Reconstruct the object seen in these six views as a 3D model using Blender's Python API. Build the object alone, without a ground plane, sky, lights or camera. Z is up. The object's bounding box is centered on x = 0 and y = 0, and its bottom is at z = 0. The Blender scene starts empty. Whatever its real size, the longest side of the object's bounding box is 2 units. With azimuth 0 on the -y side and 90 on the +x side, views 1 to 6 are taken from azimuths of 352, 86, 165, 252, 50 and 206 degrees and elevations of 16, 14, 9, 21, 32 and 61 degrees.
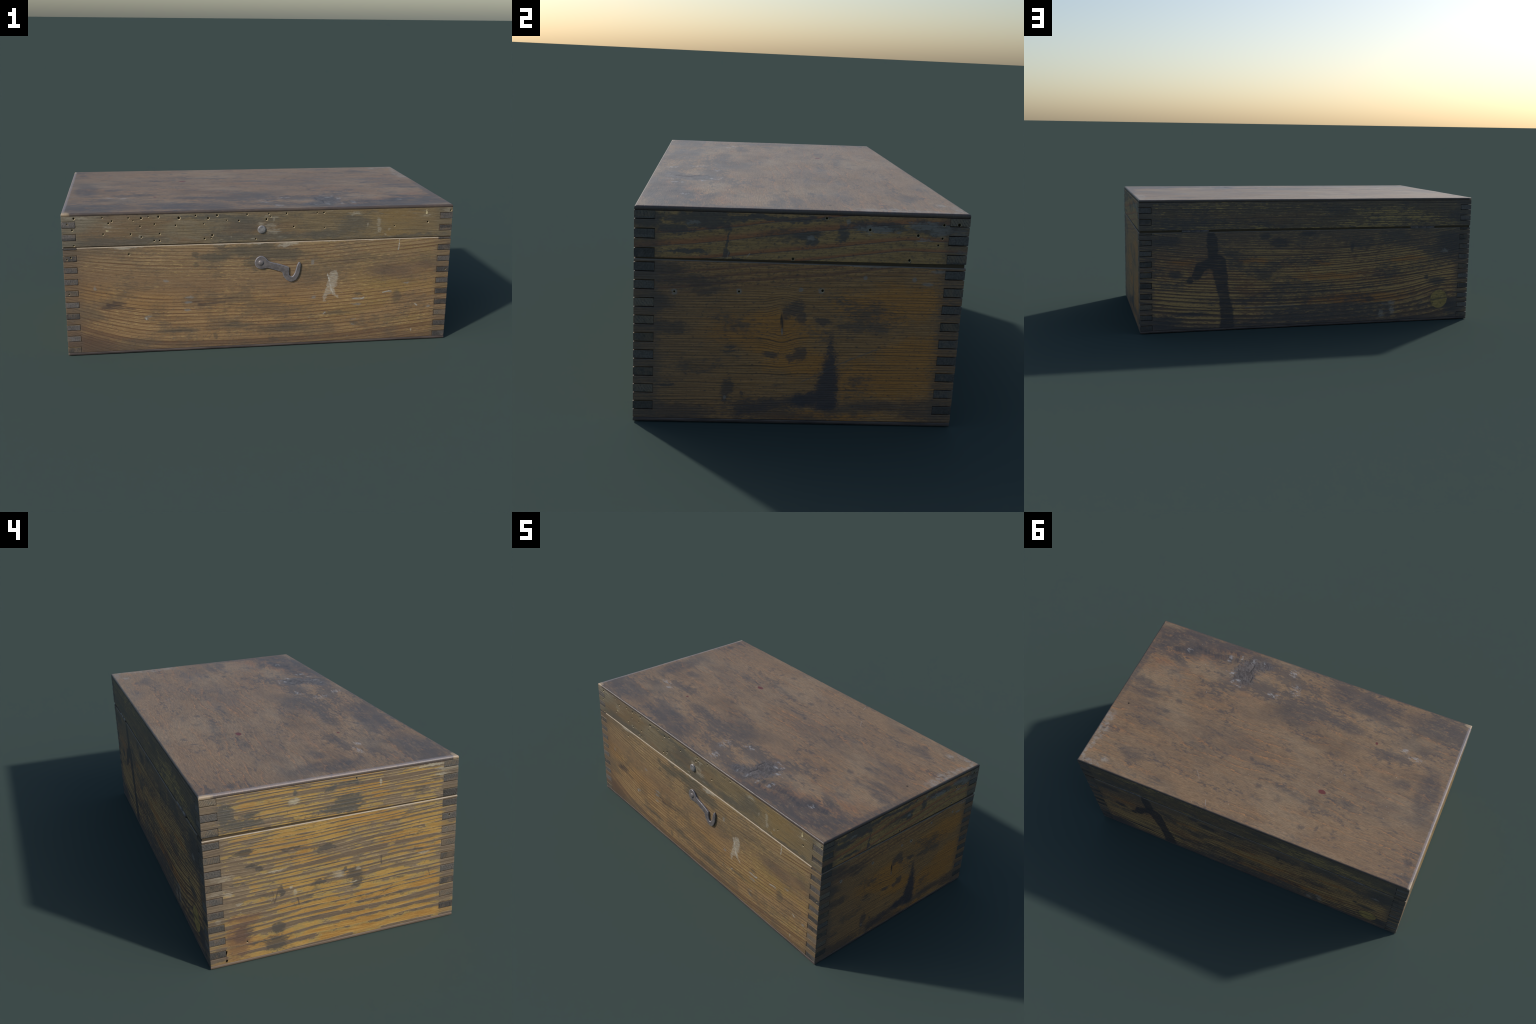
# ---------------------------------------------------------------------------
# Old wooden chest with finger-jointed corners, hinged lid, hook latch
# ---------------------------------------------------------------------------
import bpy, bmesh, math, random
from mathutils import Vector, Matrix, noise as mnoise

random.seed(7)

# ---- overall sizes (metres) ------------------------------------------------
XO, YF, YB = 1.0000, -0.5405, 0.5525          # outer faces of the boards
TH = 0.0670                                  # board thickness
Z_BOTTOM = 0.0145                            # top of the bottom panel
BODY_BREAKS = [0.0145] + [0.0445 + 0.03022 * i for i in range(18)] + [0.5690]
LID_BREAKS = [0.5735, 0.6050, 0.6370, 0.6690, 0.7010, 0.7280]
LID_RISE = 0.0078                            # the lid stands open at the back

def lid_tilt(me):
    """The lid rests on its front edge and rises slightly to the hinges."""
    for v in me.vertices:
        v.co.z += LID_RISE * (v.co.y - YF) / (YB - YF)

def new_object(name, bm_or_me, mats, parent=None):
    if isinstance(bm_or_me, bmesh.types.BMesh):
        me = bpy.data.meshes.new(name)
        bm_or_me.to_mesh(me)
        bm_or_me.free()
    else:
        me = bm_or_me
    ob = bpy.data.objects.new(name, me)
    bpy.context.scene.collection.objects.link(ob)
    for m in mats:
        me.materials.append(m)
    if parent:
        ob.parent = parent
    return ob

# ---- boards with finger joints ---------------------------------------------
def finger_board(axis, breaks, own_even, face_in, face_out, ends, depth, seed):
    """A board lying along `axis` ('x' or 'y').  Between consecutive `breaks`
    (heights) it either owns a finger that runs to the corner or stops at the
    shoulder, `depth` short of it.  Slot 0 = long grain, slot 1 = end grain,
    slot 2 = arris tinted for sun."""
    rnd = random.Random(seed)
    clear = 0.0012
    lo, hi = ends
    n = len(breaks) - 1
    right, left = [], []
    for i in range(n):
        a, b = breaks[i], breaks[i + 1]
        own = (i % 2 == 0) == own_even
        if own:
            a2 = a + (clear if i > 0 else 0)
            b2 = b - (clear if i < n - 1 else 0)
            xr = hi - rnd.uniform(0.0001, 0.0011)
            xl = lo + rnd.uniform(0.0001, 0.0011)
        else:
            a2 = a - (clear if i > 0 else 0)
            b2 = b + (clear if i < n - 1 else 0)
            xr, xl = hi - depth - 0.0006, lo + depth + 0.0006
        right += [(xr, a2), (xr, b2)]
        left += [(xl, a2), (xl, b2)]
    outline = right + left[::-1]
    bm = bmesh.new()
    def co(u, v, w):
        return (u, w, v) if axis == 'x' else (w, u, v)
    front = [bm.verts.new(co(u, v, face_out)) for u, v in outline]
    back = [bm.verts.new(co(u, v, face_in)) for u, v in outline]
    bm.faces.new(front)
    bm.faces.new(back[::-1])
    m = len(outline)
    for i in range(m):
        j = (i + 1) % m
        bm.faces.new((front[j], front[i], back[i], back[j]))
    bmesh.ops.recalc_face_normals(bm, faces=bm.faces)
    # split shoulders from fingers so that end grain can be told apart
    k = 0 if axis == 'x' else 1
    for f in bm.faces:
        if abs(f.normal[k]) > 0.9:
            c = f.calc_center_median()[k]
            if c > hi - 0.01 or c < lo + 0.01:
                f.material_index = 1
    outer = [e for e in bm.edges if e.is_valid and
             all(abs(v.co[1 - k] - face_out) < 1e-5 for v in e.verts)]
    ends_e = [e for e in bm.edges if e not in outer and
              any(f.material_index == 1 for f in e.link_faces)]
    rim = [e for e in outer if all(v.co.z > BODY_BREAKS[-1] - 1e-4 for v in e.verts)] if breaks is BODY_BREAKS else []
    if rim:
        outer = [e for e in outer if e not in rim]
        r = bmesh.ops.bevel(bm, geom=rim, offset=0.0034, segments=3, profile=0.5, affect='EDGES', material=2)
        outer = [e for e in outer if e.is_valid]
        ends_e = [e for e in ends_e if e.is_valid]
    bmesh.ops.bevel(bm, geom=outer + ends_e, offset=0.0020, segments=2,
                    profile=0.6, affect='EDGES', material=-1)
    if breaks is BODY_BREAKS:            # rim bevel coloured pale where sun hits, dimmer on shaded sides
        for f in bm.faces:
            if f.normal.z > 0.25 and f.normal[1 - k] * (1 if face_out > face_in else -1) > 0.1 \
                    and f.calc_center_median().z > breaks[-1] - 0.006:
                f.material_index = 2
    return bm

def hole_cutters(holes, place, m_rim, m_deep):
    """Worm holes: a pale countersunk rim and a dark bore, one mesh."""
    bm = bmesh.new()
    seg = 12
    for (u, v, r) in holes:
        rnd = random.Random(int(u * 1000) * 31 + int(v * 1000))
        prof = [(-0.004, r * 1.33), (0.0, r * 1.27), (0.0022, r * 0.92), (0.011, r * 0.8)]
        rings = []
        ang = rnd.uniform(0, 6)
        sx, sy = rnd.uniform(0.85, 1.05), rnd.uniform(0.95, 1.15)
        for d, rr in prof:
            rings.append([bm.verts.new(place(u + sx * rr * math.cos(ang + 2 * math.pi * i / seg),
                                             v + sy * rr * math.sin(ang + 2 * math.pi * i / seg), d))
                          for i in range(seg)])
        for a in range(3):
            for i in range(seg):
                j = (i + 1) % seg
                f = bm.faces.new((rings[a][i], rings[a][j], rings[a + 1][j], rings[a + 1][i]))
                f.material_index = 0 if a < 2 else 1
        bm.faces.new(rings[0][::-1]).material_index = 0
        bm.faces.new(rings[3]).material_index = 1
    bmesh.ops.recalc_face_normals(bm, faces=bm.faces)
    return new_object("cutter", bm, [m_rim, m_deep])

def box_cutters(boxes, mat):
    bm = bmesh.new()
    for (c, s, rot) in boxes:
        mtx = Matrix.Translation(c) @ Matrix.Rotation(rot, 4, 'X') @ Matrix.Diagonal((*s, 1))
        bmesh.ops.create_cube(bm, size=1.0, matrix=mtx)
    return new_object("cutter", bm, [mat])

def cut(ob, cutter):
    md = ob.modifiers.new("cut", 'BOOLEAN')
    md.operation, md.solver, md.object = 'DIFFERENCE', 'EXACT', cutter
    md.material_mode = 'TRANSFER'
    dg = bpy.context.evaluated_depsgraph_get()
    me = bpy.data.meshes.new_from_object(ob.evaluated_get(dg))
    if len(me.vertices) < 0.8 * len(ob.data.vertices):      # cutting failed: keep the plain board
        ob.modifiers.clear()
        bpy.data.meshes.remove(me)
        bpy.data.objects.remove(cutter)
        return
    ob.modifiers.clear()
    old, nm = ob.data, ob.data.name
    ob.data = me
    bpy.data.meshes.remove(old)
    me.name = nm
    bpy.data.objects.remove(cutter)

# ---- panels -----------------------------------------------------------------
def rounded_panel(x0, x1, y0, y1, z0, z1, r, step, relief=None):
    """A board with rounded arrises, finely meshed on top so it can carry dents."""
    def spaced(a, b):
        n = max(2, int((b - a) / step))
        arc = [a + r * (1 - math.cos(t * math.pi / 8)) for t in range(0, 4)]
        mid = [a + r + (b - a - 2 * r) * i / n for i in range(n + 1)]
        end = [b - r * (1 - math.cos(t * math.pi / 8)) for t in range(3, -1, -1)]
        return arc + mid + end
    xs, ys = spaced(x0, x1), spaced(y0, y1)
    def edge_drop(p, a, b):
        d = min(p - a, b - p)
        return 0.0 if d >= r else r - math.sqrt(max(0.0, r * r - (r - d) ** 2))
    bm = bmesh.new()
    top = []
    for x in xs:
        row = []
        for y in ys:
            dz = max(edge_drop(x, x0, x1), edge_drop(y, y0, y1))
            z = z1 - dz
            if relief:
                z += relief(x, y)
            row.append(bm.verts.new((x, y, z)))
        top.append(row)
    for i in range(len(xs) - 1):
        for j in range(len(ys) - 1):
            bm.faces.new((top[i][j], top[i + 1][j], top[i + 1][j + 1], top[i][j + 1]))
    border = ([top[i][0] for i in range(len(xs))] +
              [top[-1][j] for j in range(1, len(ys))] +
              [top[i][-1] for i in range(len(xs) - 2, -1, -1)] +
              [top[0][j] for j in range(len(ys) - 2, 0, -1)])
    cx, cy = (x0 + x1) / 2, (y0 + y1) / 2
    rings = [border]
    for dz, inset in ((0.002, 0.0), (0.0, 0.002)):
        ring = []
        for v in border:
            x = v.co.x - math.copysign(inset, v.co.x - cx) if abs(abs(v.co.x - cx) - (x1 - x0) / 2) < 1e-4 else v.co.x
            y = v.co.y - math.copysign(inset, v.co.y - cy) if abs(abs(v.co.y - cy) - (y1 - y0) / 2) < 1e-4 else v.co.y
            ring.append(bm.verts.new((x, y, z0 + dz)))
        rings.append(ring)
    m = len(border)
    for a in range(2):
        for i in range(m):
            j = (i + 1) % m
            bm.faces.new((rings[a][j], rings[a][i], rings[a + 1][i], rings[a + 1][j]))
    bm.faces.new(rings[2])
    bmesh.ops.recalc_face_normals(bm, faces=bm.faces)
    for f in bm.faces:
        f.smooth = True
    bm.faces.ensure_lookup_table()
    return bm

def smooth01(a, b, x):
    t = max(0.0, min(1.0, (x - a) / (b - a)))
    return t * t * (3 - 2 * t)

def seg_dist(px, py, ax, ay, bx, by):
    dx, dy = bx - ax, by - ay
    h = max(0.0, min(1.0, ((px - ax) * dx + (py - ay) * dy) / (dx * dx + dy * dy)))
    return math.hypot(px - ax - dx * h, py - ay - dy * h)

def lid_relief(x, y):
    """Worn, faintly wavy top with the torn knot and the planing tears."""
    z = 0.0007 * mnoise.noise((x * 2.2, y * 6.0, 0.3)) + 0.00025 * mnoise.noise((x * 9, y * 45, 1.7))
    # torn-out knot with a winding crack
    d = math.hypot((x - 0.365) / 0.085, (y + 0.37) / 0.105)
    if d < 1.5:
        n = mnoise.noise((x * 24, y * 24, 4.0)) + 0.5 * mnoise.noise((x * 60, y * 60, 2.0))
        z -= smooth01(1.25, 0.5, d + 0.25 * n) * (0.0006 + 0.0012 * n)
        wob = 0.006 * mnoise.noise((y * 40, 3.1, 0.2))
        c = min(seg_dist(x + wob, y, 0.335, -0.44, 0.338, -0.385),
                seg_dist(x + wob, y, 0.338, -0.385, 0.315, -0.365),
                seg_dist(x + wob, y, 0.315, -0.365, 0.312, -0.315))
        z -= 0.0012 * smooth01(0.0080, 0.001, c)
    # row of slanting tears running from the knot towards the corner
    if 0.40 < x < 0.82 and y < -0.33:
        mid = -0.455 + 0.10 * (x - 0.36)
        w = smooth01(0.075, 0.01, abs(y - mid)) * smooth01(0.40, 0.46, x) * smooth01(0.82, 0.6, x)
        z -= 0.0010 * w * max(0.0, mnoise.noise(((x + 0.5 * y) * 55, (y - mid) * 9, 7.0)) + 0.15)
    for cx, cy, rx, ry, dep in ((-0.766, -0.201, 0.05, 0.02, 0.0014), (0.141, -0.287, 0.035, 0.022, 0.0012),
                                (0.031, -0.369, 0.045, 0.03, 0.0012), (-0.933, 0.416, 0.03, 0.022, 0.0010)):
        d = math.hypot((x - cx) / rx, (y - cy) / ry)
        if d < 1.3:
            z -= dep * smooth01(1.2, 0.4, d + 0.35 * mnoise.noise((x * 70, y * 70, 5.0)))
    return z

def catmull_closed(pts, per):
    out, n = [], len(pts)
    for i in range(n):
        p0, p1, p2, p3 = (Vector(pts[(i + k) % n]) for k in (-1, 0, 1, 2))
        for s in range(per):
            t = s / per
            out.append(0.5 * ((2 * p1) + (p2 - p0) * t + (2 * p0 - 5 * p1 + 4 * p2 - p3) * t * t
                              + (3 * p1 - p0 - 3 * p2 + p3) * t ** 3))
    return out

def lathe(profile, seg, axis='y'):
    """Revolve (radius, height) about an axis that points to -y."""
    bm = bmesh.new()
    rings = []
    for r, h in profile:
        if r < 1e-6:
            rings.append([bm.verts.new((0, -h, 0))])
        else:
            rings.append([bm.verts.new((r * math.cos(2 * math.pi * i / seg), -h, r * math.sin(2 * math.pi * i / seg)))
                          for i in range(seg)])
    for a, b in zip(rings, rings[1:]):
        for i in range(seg):
            j = (i + 1) % seg
            if len(b) == 1:
                bm.faces.new((a[i], a[j], b[0]))
            elif len(a) == 1:
                bm.faces.new((a[0], b[j], b[i]))
            else:
                bm.faces.new((a[i], a[j], b[j], b[i]))
    bmesh.ops.recalc_face_normals(bm, faces=bm.faces)
    for f in bm.faces:
        f.smooth = True
    return bm
# ---------------------------------------------------------------------------
# Materials: small helper layer over shader nodes
# ---------------------------------------------------------------------------
class Shader:
    """Builds a node tree with plain function calls.  Floats and sockets mix."""
    def __init__(self, name):
        self.mat = bpy.data.materials.new(name)
        self.mat.use_nodes = True
        self.nt = self.mat.node_tree
        self.nt.nodes.clear()
        tc = self.nt.nodes.new('ShaderNodeTexCoord')
        self.obj = tc.outputs['Object']
        sep = self.nt.nodes.new('ShaderNodeSeparateXYZ')
        self.nt.links.new(self.obj, sep.inputs[0])
        self.x, self.y, self.z = sep.outputs

    def _in(self, sock, val):
        if isinstance(val, bpy.types.NodeSocket):
            self.nt.links.new(val, sock)
        elif isinstance(val, (tuple, list)):
            sock.default_value = tuple(val) + ((1.0,) if len(sock.default_value) == 4 and len(val) == 3 else ())
        else:
            sock.default_value = val

    def math(self, op, a, b=0.0, c=0.0, clamp=False):
        n = self.nt.nodes.new('ShaderNodeMath')
        n.operation, n.use_clamp = op, clamp
        for s, v in zip(n.inputs, (a, b, c)):
            self._in(s, v)
        return n.outputs[0]
    def add(self, a, b): return self.math('ADD', a, b)
    def sub(self, a, b): return self.math('SUBTRACT', a, b)
    def mul(self, a, b): return self.math('MULTIPLY', a, b)
    def madd(self, a, b, c): return self.math('MULTIPLY_ADD', a, b, c)
    def min(self, a, b): return self.math('MINIMUM', a, b)
    def max(self, a, b): return self.math('MAXIMUM', a, b)
    def fract(self, a): return self.math('FRACT', a)
    def inv(self, a): return self.math('SUBTRACT', 1.0, a)
    def gauss(self, a, centre, width):
        d = self.mul(self.sub(a, centre), 1.0 / width)
        return self.math('EXPONENT', self.mul(self.mul(d, d), -1.0))

    def step(self, a, lo, hi):
        """Smooth step of a from lo (0) to hi (1); lo > hi turns it round."""
        n = self.nt.nodes.new('ShaderNodeMapRange')
        n.interpolation_type = 'SMOOTHSTEP'
        self._in(n.inputs['Value'], a)
        if lo < hi:
            vals = (lo, hi, 0.0, 1.0)
        else:
            vals = (hi, lo, 1.0, 0.0)
        for k, v in zip(('From Min', 'From Max', 'To Min', 'To Max'), vals):
            n.inputs[k].default_value = v
        return n.outputs[0]

    def comb(self, x, y, z=0.0):
        n = self.nt.nodes.new('ShaderNodeCombineXYZ')
        for s, v in zip(n.inputs, (x, y, z)):
            self._in(s, v)
        return n.outputs[0]

    def vmath(self, op, a, b=None, scale=None):
        n = self.nt.nodes.new('ShaderNodeVectorMath')
        n.operation = op
        self._in(n.inputs[0], a)
        if b is not None:
            self._in(n.inputs[1], b)
        if scale is not None:
            self._in(n.inputs['Scale'], scale)
        return n.outputs['Value'] if op in ('LENGTH', 'DOT_PRODUCT') else n.outputs['Vector']

    def noise(self, vec, size=(1, 1, 1), offset=(0, 0, 0), detail=2.0, rough=0.5, color=False, distortion=0.0):
        v = self.nt.nodes.new('ShaderNodeVectorMath')
        v.operation = 'MULTIPLY_ADD'
        self._in(v.inputs[0], vec)
        v.inputs[1].default_value = size
        v.inputs[2].default_value = offset
        n = self.nt.nodes.new('ShaderNodeTexNoise')
        self.nt.links.new(v.outputs[0], n.inputs['Vector'])
        n.inputs['Scale'].default_value = 1.0
        n.inputs['Detail'].default_value = detail
        n.inputs['Roughness'].default_value = rough
        n.inputs['Distortion'].default_value = distortion
        return n.outputs['Color' if color else 'Fac']

    def white(self, val):
        n = self.nt.nodes.new('ShaderNodeTexWhiteNoise')
        n.noise_dimensions = '1D'
        self._in(n.inputs['W'], val)
        return n.outputs['Value']

    def mix(self, fac, a, b, mode='MIX'):
        n = self.nt.nodes.new('ShaderNodeMix')
        n.data_type, n.blend_type = 'RGBA', mode
        self._in(n.inputs[0], fac)
        self._in(n.inputs[6], a)
        self._in(n.inputs[7], b)
        return n.outputs[2]

    # ---- shapes drawn in the plane of a face --------------------------------
    def warp(self, vec, scale, amount, detail=3.0, offset=(0, 0, 0)):
        c = self.noise(vec, (scale, scale, scale), offset, detail, 0.6, color=True)
        c = self.vmath('SUBTRACT', c, (0.5, 0.5, 0.5))
        return self.vmath('ADD', vec, self.vmath('SCALE', c, scale=amount))

    def blobs(self, vec, items, soft=0.25, ragged=0.0):
        """Union of ellipses (cx, cy, rx, ry) in the face plane; `ragged` breaks
        the edge up with the material's own grunge."""
        best = None
        for cx, cy, rx, ry in items:
            n = self.nt.nodes.new('ShaderNodeVectorMath')
            n.operation = 'MULTIPLY_ADD'
            self._in(n.inputs[0], vec)
            n.inputs[1].default_value = (1 / rx, 1 / ry, 0)
            n.inputs[2].default_value = (-cx / rx, -cy / ry, 0)
            d = self.vmath('LENGTH', n.outputs[0])
            best = d if best is None else self.min(best, d)
        if ragged:
            best = self.add(best, self.mul(self.sub(self.grunge, 0.5), ragged * 1.9))
            soft *= 0.6
        return self.step(best, 1 + soft, 1 - soft)

    def strokes(self, vec, items, soft=0.004, ragged=0.0):
        """Union of tapering strokes (ax, ay, bx, by, ra, rb)."""
        best = None
        for ax, ay, bx, by, ra, rb in items:
            dx, dy = bx - ax, by - ay
            ll = dx * dx + dy * dy
            pa = self.vmath('SUBTRACT', vec, (ax, ay, 0))
            h = self.math('MULTIPLY', self.vmath('DOT_PRODUCT', pa, (dx / ll, dy / ll, 0)), 1.0, clamp=True)
            n = self.vmath('SUBTRACT', pa, self.vmath('SCALE', (dx, dy, 0), scale=h))
            n = self.vmath('MULTIPLY', n, (1, 1, 0))
            d = self.sub(self.vmath('LENGTH', n), self.madd(h, rb - ra, ra))
            best = d if best is None else self.min(best, d)
        if ragged:
            best = self.add(best, self.mul(self.sub(self.grunge, 0.5), ragged * 1.6))
            soft *= 0.7
        return self.step(best, soft, -soft)

    def set_grunge(self, u, v, along=38.0, across=130.0, off=0.0):
        """Ragged noise stretched along the grain, used by all dirt masks."""
        self.grunge = self.noise(self.comb(u, v), (along, across, 1), (off, off, 0), 5.0, 0.72)
        return self.grunge

    def grit(self, col, u, v, depth=0.30, off=0.0):
        """Fine tonal grit: fibres, pores and tiny blotches over any colour."""
        a = self.noise(self.comb(u, v), (16.0, 210.0, 1), (off, 3, 0), 4.0, 0.70)
        b = self.noise(self.comb(u, v), (95.0, 190.0, 1), (7, off, 0), 3.0, 0.65)
        f = self.add(self.mul(self.sub(a, 0.5), 2.6 * depth), self.mul(self.sub(b, 0.5), 2.2 * depth))
        f = self.math('MAXIMUM', self.add(f, 1.0), 0.25)
        return self.mix(1.0, col, f, 'MULTIPLY')

    def tint(self, col, rgb):
        return self.mix(1.0, col, rgb, 'MULTIPLY')

    def soiled_ends(self, col, u, lo, hi, color, amount):
        """Handled corners: the finger zones of a board are dirtier than its field."""
        n = self.mul(self.sub(self.grunge, 0.5), 0.10)
        a = self.step(self.add(u, n), hi - 0.025, hi + 0.020)
        b = self.step(self.add(u, n), lo + 0.025, lo - 0.020)
        return self.mix(self.mul(self.max(a, b), amount), col, color)

    def finish(self, color, rough=0.5, bump=None, distance=0.001, strength=0.5, metallic=0.0, spec=0.5):
        p = self.nt.nodes.new('ShaderNodeBsdfPrincipled')
        self._in(p.inputs['Base Color'], color)
        self._in(p.inputs['Roughness'], rough)
        self._in(p.inputs['Metallic'], metallic)
        self._in(p.inputs['Specular IOR Level'], spec)
        if bump is not None:
            b = self.nt.nodes.new('ShaderNodeBump')
            b.inputs['Strength'].default_value = strength
            b.inputs['Distance'].default_value = distance
            self._in(b.inputs['Height'], bump)
            self.nt.links.new(b.outputs[0], p.inputs['Normal'])
        o = self.nt.nodes.new('ShaderNodeOutputMaterial')
        self.nt.links.new(p.outputs[0], o.inputs[0])
        return self.mat

    # ---- wood building blocks -------------------------------------------------
    def rings(self, t, wobble_vec=None):
        """Growth rings from a phase: soft rise, sharp fall."""
        f = self.fract(t)
        return self.mul(self.step(f, 0.50, 0.92), self.step(f, 1.0, 0.94))

    def fibre(self, u, v, w, along=9.0, across=420.0, off=0.0):
        return self.noise(self.comb(u, v, w), (along, across, across), (off, off * 2, off * 3), 3.0, 0.6)


def flat(name, color, rough=0.6, metallic=0.0, vary=0.3, scale=60.0, bump=0.0006):
    s = Shader(name)
    n = s.noise(s.obj, (scale,) * 3, detail=4.0, rough=0.65)
    c = s.mix(n, tuple(k * (1 - vary) for k in color), tuple(min(1, k * (1 + vary)) for k in color))
    return s.finish(c, rough, n, bump, 0.5, metallic)


# ---- front wall -------------------------------------------------------------------
def mat_front():
    s = Shader("pine_front")
    u, v = s.x, s.z
    p = s.comb(u, v)
    low = s.noise(p, (1.3, 3.0, 1), (3, 1, 0), 2.0)
    # rings hang in a shallow curve, tighter towards the left bottom corner
    du = s.add(u, 0.06)
    curve = s.mul(s.mul(du, du), 0.055)
    left = s.max(s.sub(-0.50, u), 0.0)
    curve = s.add(curve, s.mul(s.mul(left, left), s.madd(v, -0.95, 0.55)))
    vv = s.add(s.sub(v, curve), s.mul(s.sub(low, 0.5), 0.020))
    g = s.set_grunge(u, vv)
    fib = s.fibre(u, vv, s.y, 7.0, 260.0)
    # rings about 2 cm apart, much closer in a belt above the middle
    belt = s.gauss(vv, 0.355, 0.055)
    t = s.mul(vv, 52.0)
    jit = s.noise(s.comb(s.mul(t, 0.8), s.mul(u, 0.35)), detail=2.0)
    ring = s.rings(s.madd(jit, 1.1, t))
    fine = s.rings(s.add(s.mul(vv, 165.0), s.mul(jit, 3.0)))
    line = s.max(s.mul(ring, s.madd(belt, -0.6, 1.0)), s.mul(fine, s.madd(belt, 0.50, 0.25)))
    patch = s.noise(p, (2.2, 7.0, 1), (9, 4, 0), 4.0, 0.62)
    col = s.mix(s.step(fib, 0.36, 0.66), (0.255, 0.150, 0.068), (0.375, 0.238, 0.110))
    upper = s.step(vv, 0.30, 0.46)
    col = s.mix(upper, col, s.mix(s.step(fib, 0.35, 0.68), (0.232, 0.152, 0.076), (0.362, 0.250, 0.132)))
    col = s.mix(s.mul(belt, 0.65), col, s.mix(fib, (0.185, 0.116, 0.064), (0.290, 0.192, 0.104)))
    # warm worn belt, yellower right half
    warm = s.mul(s.gauss(vv, 0.250, 0.060), s.step(s.add(patch, s.mul(s.sub(g, 0.5), 0.5)), 0.40, 0.66))
    col = s.mix(s.mul(warm, 0.62), col, s.mix(fib, (0.310, 0.165, 0.052), (0.440, 0.250, 0.085)))
    yel = s.mul(s.step(u, 0.0, 0.75), s.step(s.add(patch, s.mul(s.sub(g, 0.5), 0.6)), 0.40, 0.64))
    col = s.mix(s.mul(yel, 0.75), col, s.mix(fib, (0.230, 0.150, 0.048), (0.370, 0.262, 0.095)))
    # broken yellow dashes of bare wood along the rings
    dash = s.noise(s.comb(u, vv), (30.0, 190.0, 1), (2, 7, 0), 3.0, 0.6)
    dash_zone = s.noise(p, (3.0, 8.0, 1), (1, 12, 0), 2.0)
    col = s.mix(s.mul(s.mul(s.step(dash, 0.55, 0.62), s.step(dash_zone, 0.44, 0.58)), 0.75), col, (0.470, 0.330, 0.140))
    amt = s.madd(s.noise(p, (2.5, 12.0, 1), (5, 5, 0), 2.0), 0.8, 0.36)
    col = s.mix(s.mul(line, amt), col, (0.140, 0.066, 0.034))
    # reddish-brown heart bands along the foot of the board
    wv = s.add(vv, s.mul(s.sub(g, 0.5), 0.010))
    foot = s.mul(s.step(wv, 0.014, 0.026), s.step(wv, 0.054, 0.034))
    foot = s.max(foot, s.mul(s.step(wv, 0.012, -0.004), 0.6))
    col = s.mix(s.mul(s.mul(foot, s.madd(s.step(g, 0.38, 0.56), 0.4, 0.6)), 0.66), col, (0.122, 0.062, 0.038))
    corner = s.step(s.add(s.mul(s.step(u, -0.55, -0.93), s.step(v, 0.19, 0.03)), s.mul(s.sub(g, 0.5), 0.7)), 0.25, 0.75)
    col = s.mix(s.mul(corner, 0.72), col, (0.092, 0.055, 0.042))
    col = s.mix(s.mul(s.step(s.add(u, s.mul(s.sub(g, 0.5), 0.5)), -0.74, -1.0), 0.45), col, (0.120, 0.074, 0.046))
    # grime: large clouds broken by the grain, small flecks
    grime = s.noise(p, (3.4, 6.0, 1), (20, 3, 0), 5.0, 0.68)
    gr2 = s.step(s.add(grime, s.mul(s.sub(g, 0.5), 0.45)), 0.47, 0.63)
    col = s.mix(s.mul(gr2, 0.58), col, (0.112, 0.088, 0.062))
    wp = s.warp(p, 22.0, 0.035)
    smoke = s.blobs(wp, [(-0.06, 0.525, 0.17, 0.030), (0.0, 0.546, 0.07, 0.022), (0.10, 0.50, 0.12, 0.030),
                         (-0.02, 0.475, 0.07, 0.05), (-0.25, 0.50, 0.10, 0.02)], 0.75, 1.6)
    col = s.mix(s.mul(smoke, 0.72), col, (0.082, 0.076, 0.058))
    spots = s.blobs(wp, [(-0.346, 0.519, 0.016, 0.013), (-0.341, 0.458, 0.013, 0.014), (-0.212, 0.552, 0.030, 0.015),
                         (0.72, 0.25, 0.024, 0.035), (0.385, 0.172, 0.07, 0.012), (0.09, 0.10, 0.15, 0.024),
                         (0.487, 0.112, 0.024, 0.012), (0.51, 0.27, 0.02, 0.012),
                         (0.06, 0.040, 0.025, 0.012), (-0.245, 0.075, 0.012, 0.02), (-0.45, 0.11, 0.10, 0.012), (-0.12, 0.13, 0.09, 0.014)], 0.55, 1.7)
    col = s.mix(s.mul(spots, 0.58), col, (0.082, 0.070, 0.054))
    shade = s.blobs(wp, [(0.68, 0.395, 0.13, 0.035), (0.86, 0.42, 0.06, 0.02), (0.45, 0.46, 0.06, 0.012)], 0.9, 1.6)
    col = s.mix(s.mul(shade, 0.42), col, (0.105, 0.072, 0.056))
    burn = s.strokes(s.warp(p, 9.0, 0.014), [(-0.82, 0.250, -0.66, 0.240, 0.006, 0.003), (-0.79, 0.264, -0.73, 0.258, 0.011, 0.006),
                          (-0.40, 0.264, -0.13, 0.281, 0.004, 0.002), (-0.33, 0.250, -0.20, 0.256, 0.007, 0.004),
                          (-0.76, 0.277, -0.70, 0.268, 0.007, 0.003), (-0.30, 0.270, -0.22, 0.274, 0.003, 0.003)], 0.010, 0.016)
    col = s.mix(s.mul(burn, 0.75), col, (0.055, 0.038, 0.036))
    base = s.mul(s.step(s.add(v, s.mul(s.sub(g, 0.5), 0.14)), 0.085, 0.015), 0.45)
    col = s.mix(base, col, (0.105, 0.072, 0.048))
    fleck = s.noise(p, (60.0, 120.0, 1), (4, 4, 0), 3.0, 0.6)
    col = s.mix(s.mul(s.step(fleck, 0.61, 0.68), 0.62), col, (0.082, 0.068, 0.054))
    slant = s.noise(s.comb(s.madd(v, -0.55, u), v), (120.0, 34.0, 1), (8, 1, 0), 1.0)
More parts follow.
